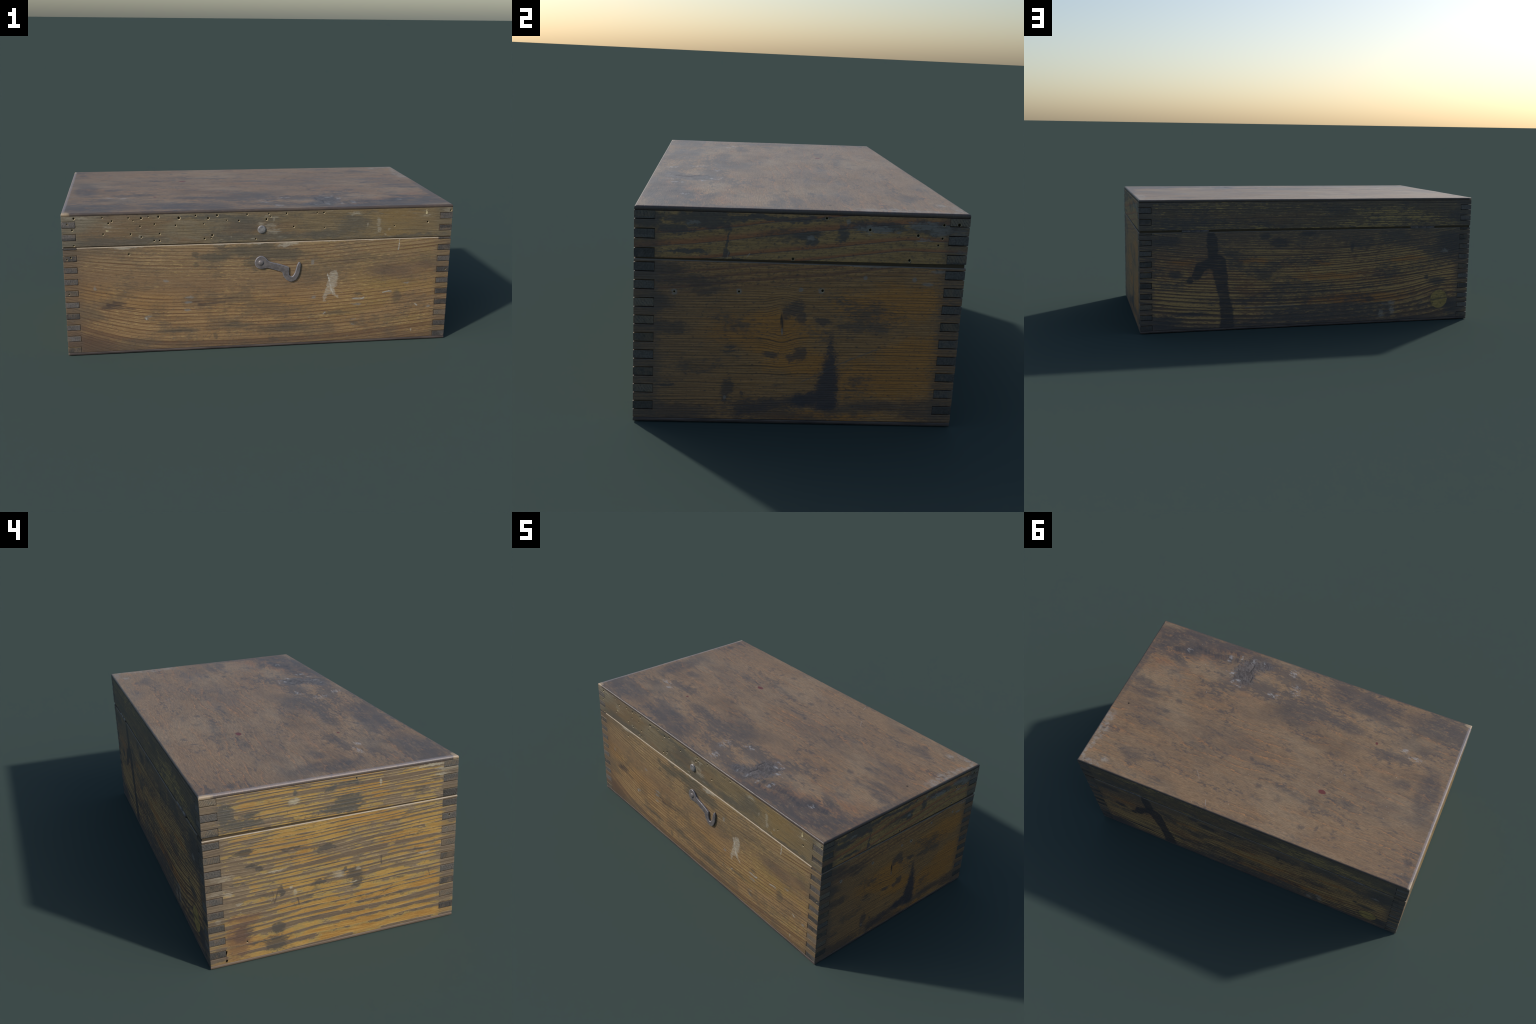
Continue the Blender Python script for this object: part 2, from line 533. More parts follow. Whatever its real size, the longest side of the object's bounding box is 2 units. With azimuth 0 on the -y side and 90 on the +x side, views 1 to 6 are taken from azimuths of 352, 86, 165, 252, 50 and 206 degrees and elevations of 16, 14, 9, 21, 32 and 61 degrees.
    col = s.mix(s.mul(s.mul(s.step(slant, 0.68, 0.74), s.step(v, 0.34, 0.10)), 0.6), col, (0.080, 0.070, 0.062))
    # greyish scuffs scattered everywhere
    scuff = s.noise(p, (42.0, 150.0, 1), (40, 4, 0), 3.0, 0.62)
    col = s.mix(s.mul(s.step(scuff, 0.645, 0.71), 0.55), col, (0.250, 0.235, 0.205))
    # pale bruises and rubbed arris along the seam
    wp4 = s.warp(p, 40.0, 0.020)
    pale = s.blobs(wp4, [(-0.68, 0.565, 0.07, 0.007), (-0.70, 0.559, 0.03, 0.006), (0.11, 0.549, 0.040, 0.006),
                        (0.135, 0.561, 0.05, 0.006), (-0.21, 0.567, 0.04, 0.004), (0.356, 0.567, 0.03, 0.004),
                        (0.58, 0.567, 0.05, 0.003), (-0.03, 0.565, 0.06, 0.003)], 0.7, 1.6)
    col = s.mix(s.mul(pale, 0.68), col, (0.420, 0.375, 0.300))
    bruise = s.blobs(wp4, [(-0.601, 0.185, 0.009, 0.009), (-0.585, 0.196, 0.018, 0.004), (0.673, 0.280, 0.022, 0.005),
                          (0.505, 0.216, 0.024, 0.006), (0.33, 0.172, 0.009, 0.005), (0.487, 0.132, 0.014, 0.004),
                          (0.488, 0.102, 0.014, 0.003), (0.897, 0.189, 0.013, 0.007), (0.77, 0.323, 0.015, 0.005),
                          (-0.495, 0.383, 0.012, 0.006), (-0.378, 0.289, 0.024, 0.006), (-0.385, 0.263, 0.020, 0.006),
                          (-0.39, 0.222, 0.018, 0.005), (0.27, 0.265, 0.012, 0.007), (-0.851, 0.352, 0.005, 0.011),
                          (0.259, 0.456, 0.008, 0.013), (0.51, 0.245, 0.030, 0.006)], 0.6, 1.6)
    col = s.mix(s.mul(bruise, 0.62), col, (0.245, 0.235, 0.215))
    bright = s.strokes(s.warp(p, 60.0, 0.008), [(0.482, 0.2465, 0.541, 0.2495, 0.001, 0.003), (0.643, 0.276, 0.69, 0.2845, 0.002, 0.001),
                           (0.822, 0.206, 0.836, 0.196, 0.001, 0.003), (0.721, 0.562, 0.7165, 0.508, 0.001, 0.003),
                           (-0.602, 0.188, -0.600, 0.180, 0.002, 0.003), (0.810, 0.060, 0.811, 0.052, 0.003, 0.003),
                           (0.333, 0.176, 0.325, 0.170, 0.002, 0.002)], 0.0025, 0.010)
    col = s.mix(s.mul(bright, 0.8), col, (0.440, 0.420, 0.370))
    col = s.soiled_ends(col, u, -0.925, 0.925, (0.125, 0.092, 0.066), 0.42)
    col = s.grit(col, u, vv, 0.26, 1.0)
    col = s.tint(col, (0.875, 0.89, 0.90))
    # smear of dried pale paint
    sm = s.warp(s.warp(p, 45.0, 0.012), 160.0, 0.008)
    smear = s.strokes(sm, [(0.374, 0.384, 0.368, 0.330, 0.023, 0.024), (0.364, 0.335, 0.348, 0.292, 0.024, 0.017),
                           (0.350, 0.300, 0.330, 0.272, 0.016, 0.010), (0.330, 0.272, 0.327, 0.242, 0.009, 0.007),
                           (0.368, 0.300, 0.376, 0.280, 0.012, 0.009), (0.376, 0.280, 0.402, 0.259, 0.007, 0.004)], 0.003, 0.022)
    thin = s.step(s.noise(s.comb(u, v), (50.0, 330.0, 1), (0, 0, 0), 3.0, 0.6), 0.36, 0.62)
    col = s.mix(s.mul(smear, s.madd(thin, 0.45, 0.18)), col, (0.440, 0.410, 0.340))
    ridge = s.strokes(s.warp(p, 60.0, 0.010), [(0.340, 0.388, 0.352, 0.350, 0.002, 0.003), (0.352, 0.350, 0.363, 0.300, 0.002, 0.003),
                          (0.363, 0.300, 0.372, 0.286, 0.003, 0.003)], 0.003, 0.010)
    col = s.mix(s.mul(ridge, 0.65), col, (0.480, 0.455, 0.395))
    h = s.add(s.mul(line, -0.6), s.mul(fib, 1.0))
    return s.finish(col, 0.50, h, 0.0016, 0.6)


# ---- lid front ---------------------------------------------------------------------
def mat_lid_front():
    s = Shader("pine_lid_front")
    u, v = s.x, s.z
    p = s.comb(u, v)
    vv = s.add(v, s.mul(s.noise(p, (1.0, 4.0, 1), (2, 2, 0), 1.0), 0.02))
    g = s.set_grunge(u, vv, 34.0, 150.0, 4.0)
    fib = s.fibre(u, vv, s.y, 6.0, 300.0, 3.0)
    fine = s.rings(s.add(s.mul(vv, 150.0), s.mul(s.noise(s.comb(s.mul(u, 0.6), s.mul(vv, 60.0)), detail=1.0), 1.8)))
    grey = s.noise(p, (2.6, 9.0, 1), (6, 1, 0), 4.0, 0.65)
    left = s.step(u, 0.45, -0.80)
    brown = s.noise(p, (2.0, 7.0, 1), (16, 9, 0), 4.0, 0.62)
    col = s.mix(s.step(fib, 0.35, 0.68), (0.140, 0.100, 0.054), (0.245, 0.182, 0.098))
    col = s.mix(s.mul(left, s.step(s.add(grey, s.mul(s.sub(g, 0.5), 0.4)), 0.32, 0.62)), col,
                s.mix(s.step(fib, 0.35, 0.68), (0.135, 0.114, 0.080), (0.235, 0.200, 0.145)))
    col = s.mix(s.mul(s.step(s.add(brown, s.mul(s.sub(g, 0.5), 0.4)), 0.47, 0.62), 0.70), col,
                s.mix(fib, (0.130, 0.078, 0.042), (0.230, 0.142, 0.074)))
    col = s.mix(s.mul(s.gauss(u, 0.68, 0.18), s.mul(s.step(s.add(brown, s.mul(s.sub(g, 0.5), 0.5)), 0.35, 0.6), 0.75)), col,
                s.mix(fib, (0.170, 0.110, 0.042), (0.300, 0.205, 0.080)))
    col = s.mix(s.mul(fine, s.madd(brown, 0.7, 0.08)), col, (0.085, 0.060, 0.040))
    wp = s.warp(p, 16.0, 0.06)
    dark = s.step(s.add(s.noise(p, (3.0, 7.0, 1), (31, 5, 0), 5.0, 0.68), s.mul(s.sub(g, 0.5), 0.45)), 0.49, 0.66)
    col = s.mix(s.mul(dark, 0.62), col, (0.080, 0.076, 0.064))
    dk = s.blobs(wp, [(-0.70, 0.590, 0.20, 0.022), (-0.60, 0.60, 0.10, 0.02), (-0.12, 0.600, 0.12, 0.02), (0.05, 0.60, 0.14, 0.022),
                      (0.47, 0.66, 0.08, 0.045), (0.30, 0.60, 0.15, 0.02), (-0.10, 0.66, 0.07, 0.04), (0.75, 0.583, 0.2, 0.008),
                      (-0.25, 0.71, 0.2, 0.01)], 0.8, 1.5)
    col = s.mix(s.mul(dk, 0.66), col, (0.080, 0.075, 0.064))
    # pale grey rubbed streaks
    wisp = s.noise(s.comb(u, vv), (16.0, 230.0, 1), (12, 1, 0), 3.0, 0.62)
    wz = s.step(s.noise(p, (3.5, 9.0, 1), (2, 33, 0), 2.0), 0.40, 0.62)
    col = s.mix(s.mul(s.mul(s.step(wisp, 0.56, 0.68), wz), 0.50), col, (0.310, 0.285, 0.225))
    wp2 = s.warp(p, 40.0, 0.022)
    pale = s.blobs(wp2, [(0.035, 0.656, 0.030, 0.013), (0.05, 0.628, 0.035, 0.014), (-0.012, 0.668, 0.016, 0.008),
                         (0.017, 0.708, 0.010, 0.006), (0.055, 0.700, 0.020, 0.004), (0.052, 0.688, 0.006, 0.009),
                         (-0.78, 0.667, 0.025, 0.003), (-0.62, 0.618, 0.008, 0.010), (0.603, 0.66, 0.010, 0.026),
                         (0.608, 0.62, 0.010, 0.014), (0.545, 0.645, 0.003, 0.010), (-0.95, 0.720, 0.05, 0.008),
                         (-0.90, 0.715, 0.03, 0.006), (0.97, 0.715, 0.025, 0.010), (0.86, 0.690, 0.02, 0.006),
                         (-0.165, 0.601, 0.004, 0.004), (-0.21, 0.593, 0.010, 0.003), (0.48, 0.71, 0.03, 0.010),
                         (0.66, 0.618, 0.006, 0.006), (0.64, 0.595, 0.008, 0.004), (-0.05, 0.59, 0.015, 0.004)], 0.6, 2.0)
    col = s.mix(s.mul(s.mul(pale, s.madd(s.step(wisp, 0.42, 0.58), 0.6, 0.4)), 0.52), col, (0.390, 0.350, 0.275))
    chip = s.blobs(s.warp(p, 80.0, 0.008), [(0.858, 0.703, 0.005, 0.008), (-0.779, 0.651, 0.007, 0.004), (0.857, 0.714, 0.002, 0.006)], 0.4, 0.8)
    col = s.mix(chip, col, (0.520, 0.440, 0.260))
    fleck = s.noise(p, (70.0, 120.0, 1), (14, 4, 0), 3.0, 0.6)
    col = s.mix(s.mul(s.step(fleck, 0.62, 0.69), 0.60), col, (0.070, 0.062, 0.052))
    col = s.soiled_ends(col, u, -0.925, 0.925, (0.125, 0.108, 0.082), 0.42)
    col = s.grit(col, u, vv, 0.28, 5.0)
    col = s.tint(col, (0.93, 0.945, 0.93))
    return s.finish(col, 0.52, s.add(fib, s.mul(fine, -0.4)), 0.0015, 0.6)


# ---- left side: bare ochre wood under flaking grey dirt --------------------------------
def mat_left(name, is_lid):
    s = Shader(name)
    u, v = s.y, s.z
    p = s.comb(u, v)
    low = s.noise(p, (1.4, 3.5, 1), (4, 8, 0), 2.0)
    if is_lid:
        vv = s.add(v, s.mul(low, 0.025))
        t = s.mul(vv, 64.0)
    else:
        vv = s.add(s.add(v, s.mul(u, 0.02)), s.mul(low, 0.050))
        t = s.add(s.mul(vv, 17.0), s.mul(s.mul(vv, vv), 42.0))
    t = s.add(t, s.mul(s.noise(s.comb(s.mul(u, 0.7), s.mul(t, 0.55)), detail=2.0), 2.4))
    f = s.fract(t)
    late = s.mul(s.step(f, 0.28, 0.86), s.step(f, 1.0, 0.92))
    g = s.set_grunge(u, vv, 42.0, 105.0, 2.0)
    fib = s.fibre(u, vv, s.x, 9.0, 240.0, 5.0)
    # flaking: where late wood and noise are high the grey skin still sits
    zone = s.noise(p, (2.6, 6.0, 1), (1, 3, 0), 3.0, 0.58)
    flakes = s.noise(s.comb(u, vv), (9.0, 22.0, 1), (7, 7, 0), 6.0, 0.70)
    long = s.noise(s.comb(u, vv), (4.0, 60.0, 1), (17, 2, 0), 3.0, 0.6)
    strength = s.noise(p, (3.0, 10.0, 1), (5, 55, 0), 2.0)
    skin = s.mul(late, s.madd(strength, 0.56, 0.02))
    skin = s.add(skin, s.add(s.mul(flakes, 0.85), s.add(s.mul(zone, 0.75), s.mul(long, 0.22))))
    iso = s.noise(p, (5.5, 12.0, 1), (33, 7, 0), 6.0, 0.70)
    skin = s.add(skin, s.mul(s.sub(iso, 0.5), 0.75))
    skin = s.add(skin, s.mul(s.max(s.step(u, 0.478, 0.490), s.step(u, -0.466, -0.478)), 0.12))
    if not is_lid:
        # clearer wood below, a duller belt through the knots
        skin = s.add(skin, s.mul(s.gauss(v, 0.330, 0.075), 0.06))
        skin = s.add(skin, s.mul(s.step(v, 0.30, 0.10), -0.085))
        skin = s.add(skin, s.mul(s.step(u, 0.15, 0.50), 0.085))
        lo = 1.010
    else:
        skin = s.add(skin, s.mul(s.step(u, 0.15, 0.52), 0.04))
        lo = 0.965
    mask = s.step(skin, lo, lo + 0.035)
    halo = s.mul(s.step(skin, lo - 0.11, lo - 0.01), s.inv(mask))
    hue = s.noise(p, (3.0, 9.0, 1), (2, 9, 0), 3.0)
    ochre = s.mix(s.step(hue, 0.38, 0.62), (0.350, 0.175, 0.040), (0.400, 0.240, 0.062))
    ochre = s.mix(s.mul(s.step(fib, 0.40, 0.68), 0.75), ochre, (0.520, 0.318, 0.090))
    ochre = s.mix(s.mul(s.step(late, 0.25, 0.9), 0.40), ochre, (0.250, 0.128, 0.038))
    ochre = s.mix(s.mul(s.step(u, 0.05, 0.50), 0.45), ochre, (0.320, 0.195, 0.078))
    col = s.mix(s.mul(halo, 0.75), ochre, (0.330, 0.245, 0.090))
    dirt = s.mix(s.step(fib, 0.35, 0.68), (0.155, 0.115, 0.072), (0.285, 0.212, 0.130))
    dirt = s.mix(s.mul(s.step(late, 0.3, 0.9), 0.60), dirt, (0.112, 0.080, 0.060))
    col = s.mix(s.mul(mask, 0.93), col, dirt)
    # blackish grime
    wp = s.warp(p, 20.0, 0.05)
    blk = s.step(s.add(s.noise(p, (6.0, 20.0, 1), (8, 28, 0), 5.0, 0.66), s.mul(s.sub(g, 0.5), 0.35)), 0.57, 0.67)
    col = s.mix(s.mul(blk, 0.60), col, (0.075, 0.068, 0.060))
    if is_lid:
        b = s.blobs(wp, [(-0.05, 0.632, 0.065, 0.028), (-0.02, 0.605, 0.10, 0.016), (-0.06, 0.703, 0.05, 0.009), (0.40, 0.61, 0.10, 0.020),
                         (0.166, 0.704, 0.008, 0.012), (0.36, 0.645, 0.03, 0.010), (0.46, 0.66, 0.04, 0.05), (0.02, 0.70, 0.03, 0.012)], 0.55, 1.3)
        col = s.mix(s.mul(b, 0.85), col, (0.088, 0.084, 0.072))
        pale = s.blobs(s.warp(p, 50.0, 0.02), [(0.18, 0.670, 0.022, 0.011), (-0.50, 0.70, 0.05, 0.010), (-0.42, 0.722, 0.08, 0.005),
                           (-0.19, 0.690, 0.004, 0.015), (-0.47, 0.677, 0.03, 0.005), (-0.52, 0.72, 0.02, 0.01)], 0.6, 1.5)
        col = s.mix(s.mul(pale, 0.7), col, (0.440, 0.390, 0.280))
    else:
        b = s.blobs(wp, [(-0.078, 0.300, 0.035, 0.030), (-0.028, 0.328, 0.012, 0.014), (0.075, 0.298, 0.035, 0.012),
                         (0.262, 0.128, 0.030, 0.022), (0.27, 0.062, 0.055, 0.036), (0.41, 0.135, 0.040, 0.035), (0.245, 0.29, 0.012, 0.024),
                         (0.36, 0.43, 0.03, 0.008), (0.05, 0.445, 0.05, 0.014), (0.33, 0.41, 0.015, 0.010), (-0.09, 0.265, 0.03, 0.02),
                         (0.40, 0.49, 0.05, 0.010), (0.20, 0.47, 0.05, 0.008)], 0.5, 1.3)
        col = s.mix(s.mul(b, 0.82), col, (0.080, 0.070, 0.058))
        red = s.blobs(wp, [(0.43, 0.10, 0.055, 0.085), (0.40, 0.20, 0.07, 0.025)], 0.7, 1.4)
        col = s.mix(s.mul(red, 0.65), col, (0.150, 0.080, 0.052))
        pale = s.blobs(s.warp(p, 50.0, 0.016), [(-0.006, 0.315, 0.024, 0.015), (-0.094, 0.325, 0.010, 0.008), (-0.50, 0.36, 0.03, 0.008),
                           (-0.50, 0.42, 0.03, 0.010), (-0.52, 0.31, 0.014, 0.006), (-0.39, 0.335, 0.025, 0.005), (-0.52, 0.24, 0.006, 0.012),
                           (0.49, 0.395, 0.045, 0.012), (0.50, 0.335, 0.04, 0.012), (0.46, 0.32, 0.02, 0.008), (0.42, 0.27, 0.015, 0.006),
                           (0.185, 0.273, 0.007, 0.012), (0.26, 0.385, 0.04, 0.004), (-0.075, 0.266, 0.02, 0.003),
                           (-0.525, 0.49, 0.012, 0.008), (0.51, 0.21, 0.01, 0.01), (0.20, 0.30, 0.006, 0.006)], 0.6, 1.6)
        col = s.mix(s.mul(s.mul(pale, s.madd(s.step(fib, 0.42, 0.58), 0.6, 0.4)), 0.72), col, (0.440, 0.380, 0.270))
        gash = s.strokes(s.warp(p, 40.0, 0.012), [(0.28, 0.30, 0.275, 0.245, 0.002, 0.001), (0.255, 0.30, 0.272, 0.245, 0.002, 0.003), (-0.415, 0.255, -0.423, 0.225, 0.002, 0.002),
                             (-0.195, 0.36, -0.197, 0.325, 0.004, 0.003), (0.175, 0.245, 0.168, 0.215, 0.004, 0.002), (-0.15, 0.15, -0.25, 0.215, 0.0008, 0.0008)], 0.002, 0.008)
        col = s.mix(s.mul(gash, 0.8), col, (0.090, 0.068, 0.052))
    scr = s.noise(s.comb(s.madd(v, 0.4, u), v), (150.0, 26.0, 1), (3, 11, 0), 1.0)
    col = s.mix(s.mul(s.step(scr, 0.70, 0.75), 0.55), col, (0.110, 0.085, 0.060))
    dot = s.noise(p, (100.0, 110.0, 1), (9, 1, 0), 2.0, 0.6)
    col = s.mix(s.mul(s.step(dot, 0.71, 0.76), 0.75), col, (0.450, 0.410, 0.320))
    col = s.soiled_ends(col, u, -0.472, 0.483, (0.150, 0.112, 0.074), 0.50)
    col = s.grit(col, u, vv, 0.24, 9.0)
    col = s.tint(col, (0.905, 0.925, 0.98))
    h = s.add(s.mul(mask, 0.45), s.add(s.mul(fib, 0.8), s.mul(late, 0.35)))
    return s.finish(col, 0.50, h, 0.0018, 0.6)


# ---- right side ------------------------------------------------------------------------
def mat_right(is_lid):
    s = Shader("pine_lid_right" if is_lid else "pine_right")
    u, v = s.y, s.z
    p = s.comb(u, v)
    g = s.set_grunge(u, v, 45.0, 130.0, 6.0)
    fib = s.fibre(u, v, s.x, 8.0, 240.0, 8.0)
    low = s.noise(p, (2.0, 4.0, 1), (1, 5, 0), 2.0)
    # slanting heart bands that level out to the right
    slope = s.mul(s.min(u, s.madd(u, 0.15, 0.29)), 0.115)
    bump_n = s.mul(s.sub(low, 0.5), 0.03)
    sv = s.add(s.sub(v, slope), bump_n)
    if is_lid:
        bands = [(0.577, 0.014), (0.612, 0.020), (0.668, 0.030), (0.712, 0.014)]
    else:
        bands = [(0.520, 0.016), (0.545, 0.012), (0.500, 0.012), (0.570, 0.012)]
    band, edge = None, None
    for z0, w in bands:
        d = s.sub(sv, z0)
        b = s.mul(s.step(d, -0.0012, 0.0012), s.step(d, w, w * 0.25))
        e = s.step(s.math('ABSOLUTE', d), 0.0024, 0.0008)
        band = b if band is None else s.max(band, b)
        edge = e if edge is None else s.max(edge, e)
    speck = s.noise(s.comb(u, sv), (55.0, 120.0, 1), (2, 2, 0), 4.0, 0.68)
    if is_lid:
        col = s.mix(s.step(fib, 0.35, 0.68), (0.290, 0.172, 0.064), (0.440, 0.275, 0.108))
        col = s.mix(s.mul(s.step(speck, 0.50, 0.60), 0.55), col, (0.140, 0.100, 0.062))
        line = edge
        col = s.mix(s.mul(band, 0.80), col, s.mix(fib, (0.260, 0.098, 0.044), (0.420, 0.165, 0.072)))
        col = s.mix(s.mul(s.mul(edge, s.step(g, 0.30, 0.50)), 0.65), col, (0.090, 0.085, 0.085))
    else:
        # fine rings that dip round the small knot
        below = s.step(v, 0.345, 0.31)
        above = s.step(v, 0.365, 0.40)
        dip = s.mul(s.gauss(u, -0.047, 0.040), s.sub(s.mul(below, s.gauss(v, 0.31, 0.11)), s.mul(above, s.gauss(v, 0.40, 0.09))))
        vv = s.add(s.add(v, s.mul(u, -0.020)), s.add(s.mul(dip, 0.014), s.mul(low, 0.015)))
        t = s.add(s.mul(vv, 112.0), s.mul(s.noise(s.comb(s.mul(u, 0.8), s.mul(vv, 50.0)), detail=2.0), 2.2))
        fine = s.rings(t)
        lower = s.step(s.add(sv, s.mul(s.sub(g, 0.5), 0.02)), 0.515, 0.490)
        col = s.mix(s.step(fib, 0.35, 0.68), (0.290, 0.150, 0.056), (0.450, 0.245, 0.092))
        warm = s.blobs(s.warp(p, 6.0, 0.12), [(-0.13, 0.335, 0.18, 0.060), (0.33, 0.44, 0.19, 0.06), (0.30, 0.17, 0.19, 0.07),
                       (0.02, 0.22, 0.12, 0.05), (0.10, 0.03, 0.20, 0.015), (-0.08, 0.29, 0.11, 0.04), (0.40, 0.26, 0.12, 0.06)], 0.7, 1.3)
        col = s.mix(s.mul(warm, 0.75), col, s.mix(fib, (0.400, 0.165, 0.030), (0.600, 0.260, 0.050)))
        col = s.mix(s.mul(s.step(s.add(u, s.mul(s.sub(g, 0.5), 0.5)), -0.10, -0.50), 0.60), col, s.mix(fib, (0.165, 0.100, 0.056), (0.275, 0.168, 0.092)))
        amt = s.madd(s.noise(p, (3.0, 20.0, 1), (6, 1, 0), 2.0), 1.0, 0.20)
        col = s.mix(s.mul(s.mul(fine, lower), amt), col, (0.085, 0.055, 0.036))
        upper = s.inv(lower)
        col = s.mix(s.mul(s.mul(s.step(speck, 0.48, 0.60), upper), 0.6), col, (0.130, 0.090, 0.055))
        col = s.mix(s.mul(s.mul(band, upper), 0.8), col, (0.190, 0.092, 0.052))
        line = fine
    cloud = s.noise(p, (3.2, 6.5, 1), (11, 4, 0), 5.0, 0.68)
    cm = s.step(s.add(cloud, s.mul(s.sub(g, 0.5), 0.55)), 0.52, 0.68)
    col = s.mix(s.mul(cm, 0.72), col, (0.092, 0.076, 0.064))
    wp = s.warp(s.warp(p, 14.0, 0.05), 90.0, 0.014)
    if is_lid:
        dk = s.blobs(wp, [(-0.33, 0.712, 0.13, 0.022), (-0.41, 0.670, 0.06, 0.018), (-0.30, 0.69, 0.07, 0.016), (0.134, 0.672, 0.018, 0.032),
                          (0.02, 0.665, 0.045, 0.016), (0.035, 0.640, 0.02, 0.014), (-0.246, 0.68, 0.012, 0.012),
                          (-0.241, 0.64, 0.004, 0.035), (-0.244, 0.60, 0.012, 0.014), (-0.37, 0.598, 0.08, 0.008), (-0.50, 0.70, 0.05, 0.03),
                          (0.25, 0.70, 0.10, 0.018), (0.45, 0.70, 0.10, 0.025), (-0.24, 0.577, 0.07, 0.006), (-0.10, 0.715, 0.2, 0.010)], 0.5, 1.3)
        col = s.mix(s.mul(dk, 0.82), col, (0.068, 0.068, 0.070))
        pale = s.blobs(s.warp(p, 40.0, 0.03), [(0.25, 0.690, 0.06, 0.012), (0.40, 0.706, 0.05, 0.012), (0.46, 0.693, 0.04, 0.016), (0.52, 0.68, 0.03, 0.02),
                          (0.03, 0.655, 0.012, 0.012), (-0.35, 0.695, 0.02, 0.006), (0.53, 0.62, 0.02, 0.01), (0.41, 0.660, 0.03, 0.003),
                          (0.15, 0.71, 0.006, 0.008)], 0.7, 2.0)
        col = s.mix(s.mul(pale, 0.55), col, (0.270, 0.260, 0.235))
        scr = s.strokes(p, [(-0.176, 0.583, -0.166, 0.597, 0.0005, 0.0015), (-0.24, 0.572, -0.235, 0.600, 0.0004, 0.0004)], 0.0015)
        col = s.mix(s.mul(scr, 0.7), col, (0.40, 0.36, 0.32))
    else:
        dk = s.blobs(wp, [(-0.012, 0.415, 0.035, 0.026), (0.012, 0.385, 0.018, 0.020), (-0.040, 0.395, 0.012, 0.025), (0.088, 0.368, 0.026, 0.010),
                          (0.018, 0.250, 0.020, 0.022), (-0.005, 0.243, 0.028, 0.010), (-0.08, 0.252, 0.022, 0.012),
                          (-0.222, 0.130, 0.024, 0.036), (-0.230, 0.09, 0.010, 0.014), (-0.170, 0.105, 0.008, 0.010),
                          (-0.22, 0.275, 0.025, 0.006), (-0.222, 0.259, 0.022, 0.004), (-0.43, 0.131, 0.03, 0.006)], 0.5, 1.1)
        col = s.mix(s.mul(dk, 0.70), col, (0.060, 0.056, 0.057))
        dk2 = s.blobs(wp, [(-0.42, 0.335, 0.06, 0.022), (-0.48, 0.345, 0.06, 0.016), (-0.35, 0.50, 0.11, 0.022), (-0.44, 0.54, 0.07, 0.02), (-0.30, 0.465, 0.05, 0.014),
                           (-0.47, 0.42, 0.06, 0.03), (0.45, 0.06, 0.09, 0.04), (0.30, 0.07, 0.10, 0.02), (-0.40, 0.04, 0.15, 0.03), (-0.05, 0.03, 0.12, 0.02), (-0.12, 0.06, 0.12, 0.03)], 0.8, 1.6)
        col = s.mix(s.mul(dk2, 0.66), col, (0.070, 0.058, 0.054))
        grain_soak = s.noise(s.comb(u, vv), (140.0, 260.0, 1), (1, 1, 0), 2.0, 0.6)
        tri_p = s.vmath('ADD', wp, s.comb(s.mul(s.sub(grain_soak, 0.5), 0.040), 0.0))
        tri = s.strokes(tri_p, [(0.122, 0.320, 0.124, 0.22, 0.004, 0.018), (0.122, 0.22, 0.115, 0.13, 0.020, 0.042),
                                (0.115, 0.13, 0.110, 0.090, 0.042, 0.044), (0.10, 0.10, 0.02, 0.085, 0.034, 0.026),
                                (0.13, 0.09, 0.140, 0.07, 0.018, 0.014)], 0.016, 0.030)
        edge_cut = s.step(u, 0.175, 0.160)
        col = s.mix(s.mul(s.mul(tri, edge_cut), 0.92), col, (0.050, 0.048, 0.055))
        tail = s.strokes(tri_p, [(0.02, 0.085, -0.05, 0.075, 0.022, 0.016), (-0.05, 0.075, -0.18, 0.045, 0.018, 0.020)], 0.020, 0.045)
        col = s.mix(s.mul(tail, 0.62), col, (0.060, 0.055, 0.058))
        knot = s.blobs(s.warp(p, 60.0, 0.006), [(-0.047, 0.358, 0.0055, 0.030)], 0.5)
        col = s.mix(knot, col, (0.260, 0.125, 0.045))
        crack = s.blobs(p, [(-0.0475, 0.358, 0.0018, 0.028), (-0.052, 0.375, 0.003, 0.02)], 0.5)
        col = s.mix(s.mul(crack, 0.85), col, (0.030, 0.026, 0.026))
        pale = s.blobs(s.warp(p, 60.0, 0.010), [(-0.0475, 0.332, 0.003, 0.014), (0.008, 0.481, 0.007, 0.007), (0.384, 0.525, 0.007, 0.008),
                          (0.22, 0.527, 0.007, 0.007), (-0.232, 0.092, 0.005, 0.006), (0.23, 0.565, 0.06, 0.003), (0.47, 0.555, 0.03, 0.005),
                          (0.43, 0.51, 0.02, 0.006), (-0.408, 0.461, 0.010, 0.010), (-0.196, 0.469, 0.009, 0.009), (0.076, 0.478, 0.010, 0.010)], 0.5, 0.9)
        col = s.mix(s.mul(pale, 0.6), col, (0.260, 0.250, 0.230))
        scr = s.strokes(s.warp(p, 30.0, 0.010), [(0.276, 0.277, 0.195, 0.242, 0.0016, 0.0016), (0.195, 0.242, 0.142, 0.216, 0.003, 0.001),
                            (0.142, 0.216, 0.026, 0.155, 0.0008, 0.0012)], 0.002)
        col = s.mix(s.mul(scr, 0.6), col, (0.120, 0.120, 0.120))
    fleck = s.noise(p, (65.0, 110.0, 1), (7, 7, 0), 3.0, 0.6)
    col = s.mix(s.mul(s.step(fleck, 0.60, 0.67), 0.62), col, (0.062, 0.056, 0.054))
    col = s.soiled_ends(col, u, -0.460, 0.475, (0.090, 0.074, 0.062), 0.60)
    col = s.grit(col, u, v, 0.28, 13.0)
    col = s.tint(col, (0.98, 0.955, 0.94))
    return s.finish(col, 0.52, s.add(fib, s.mul(line, -0.4)), 0.0014, 0.55)


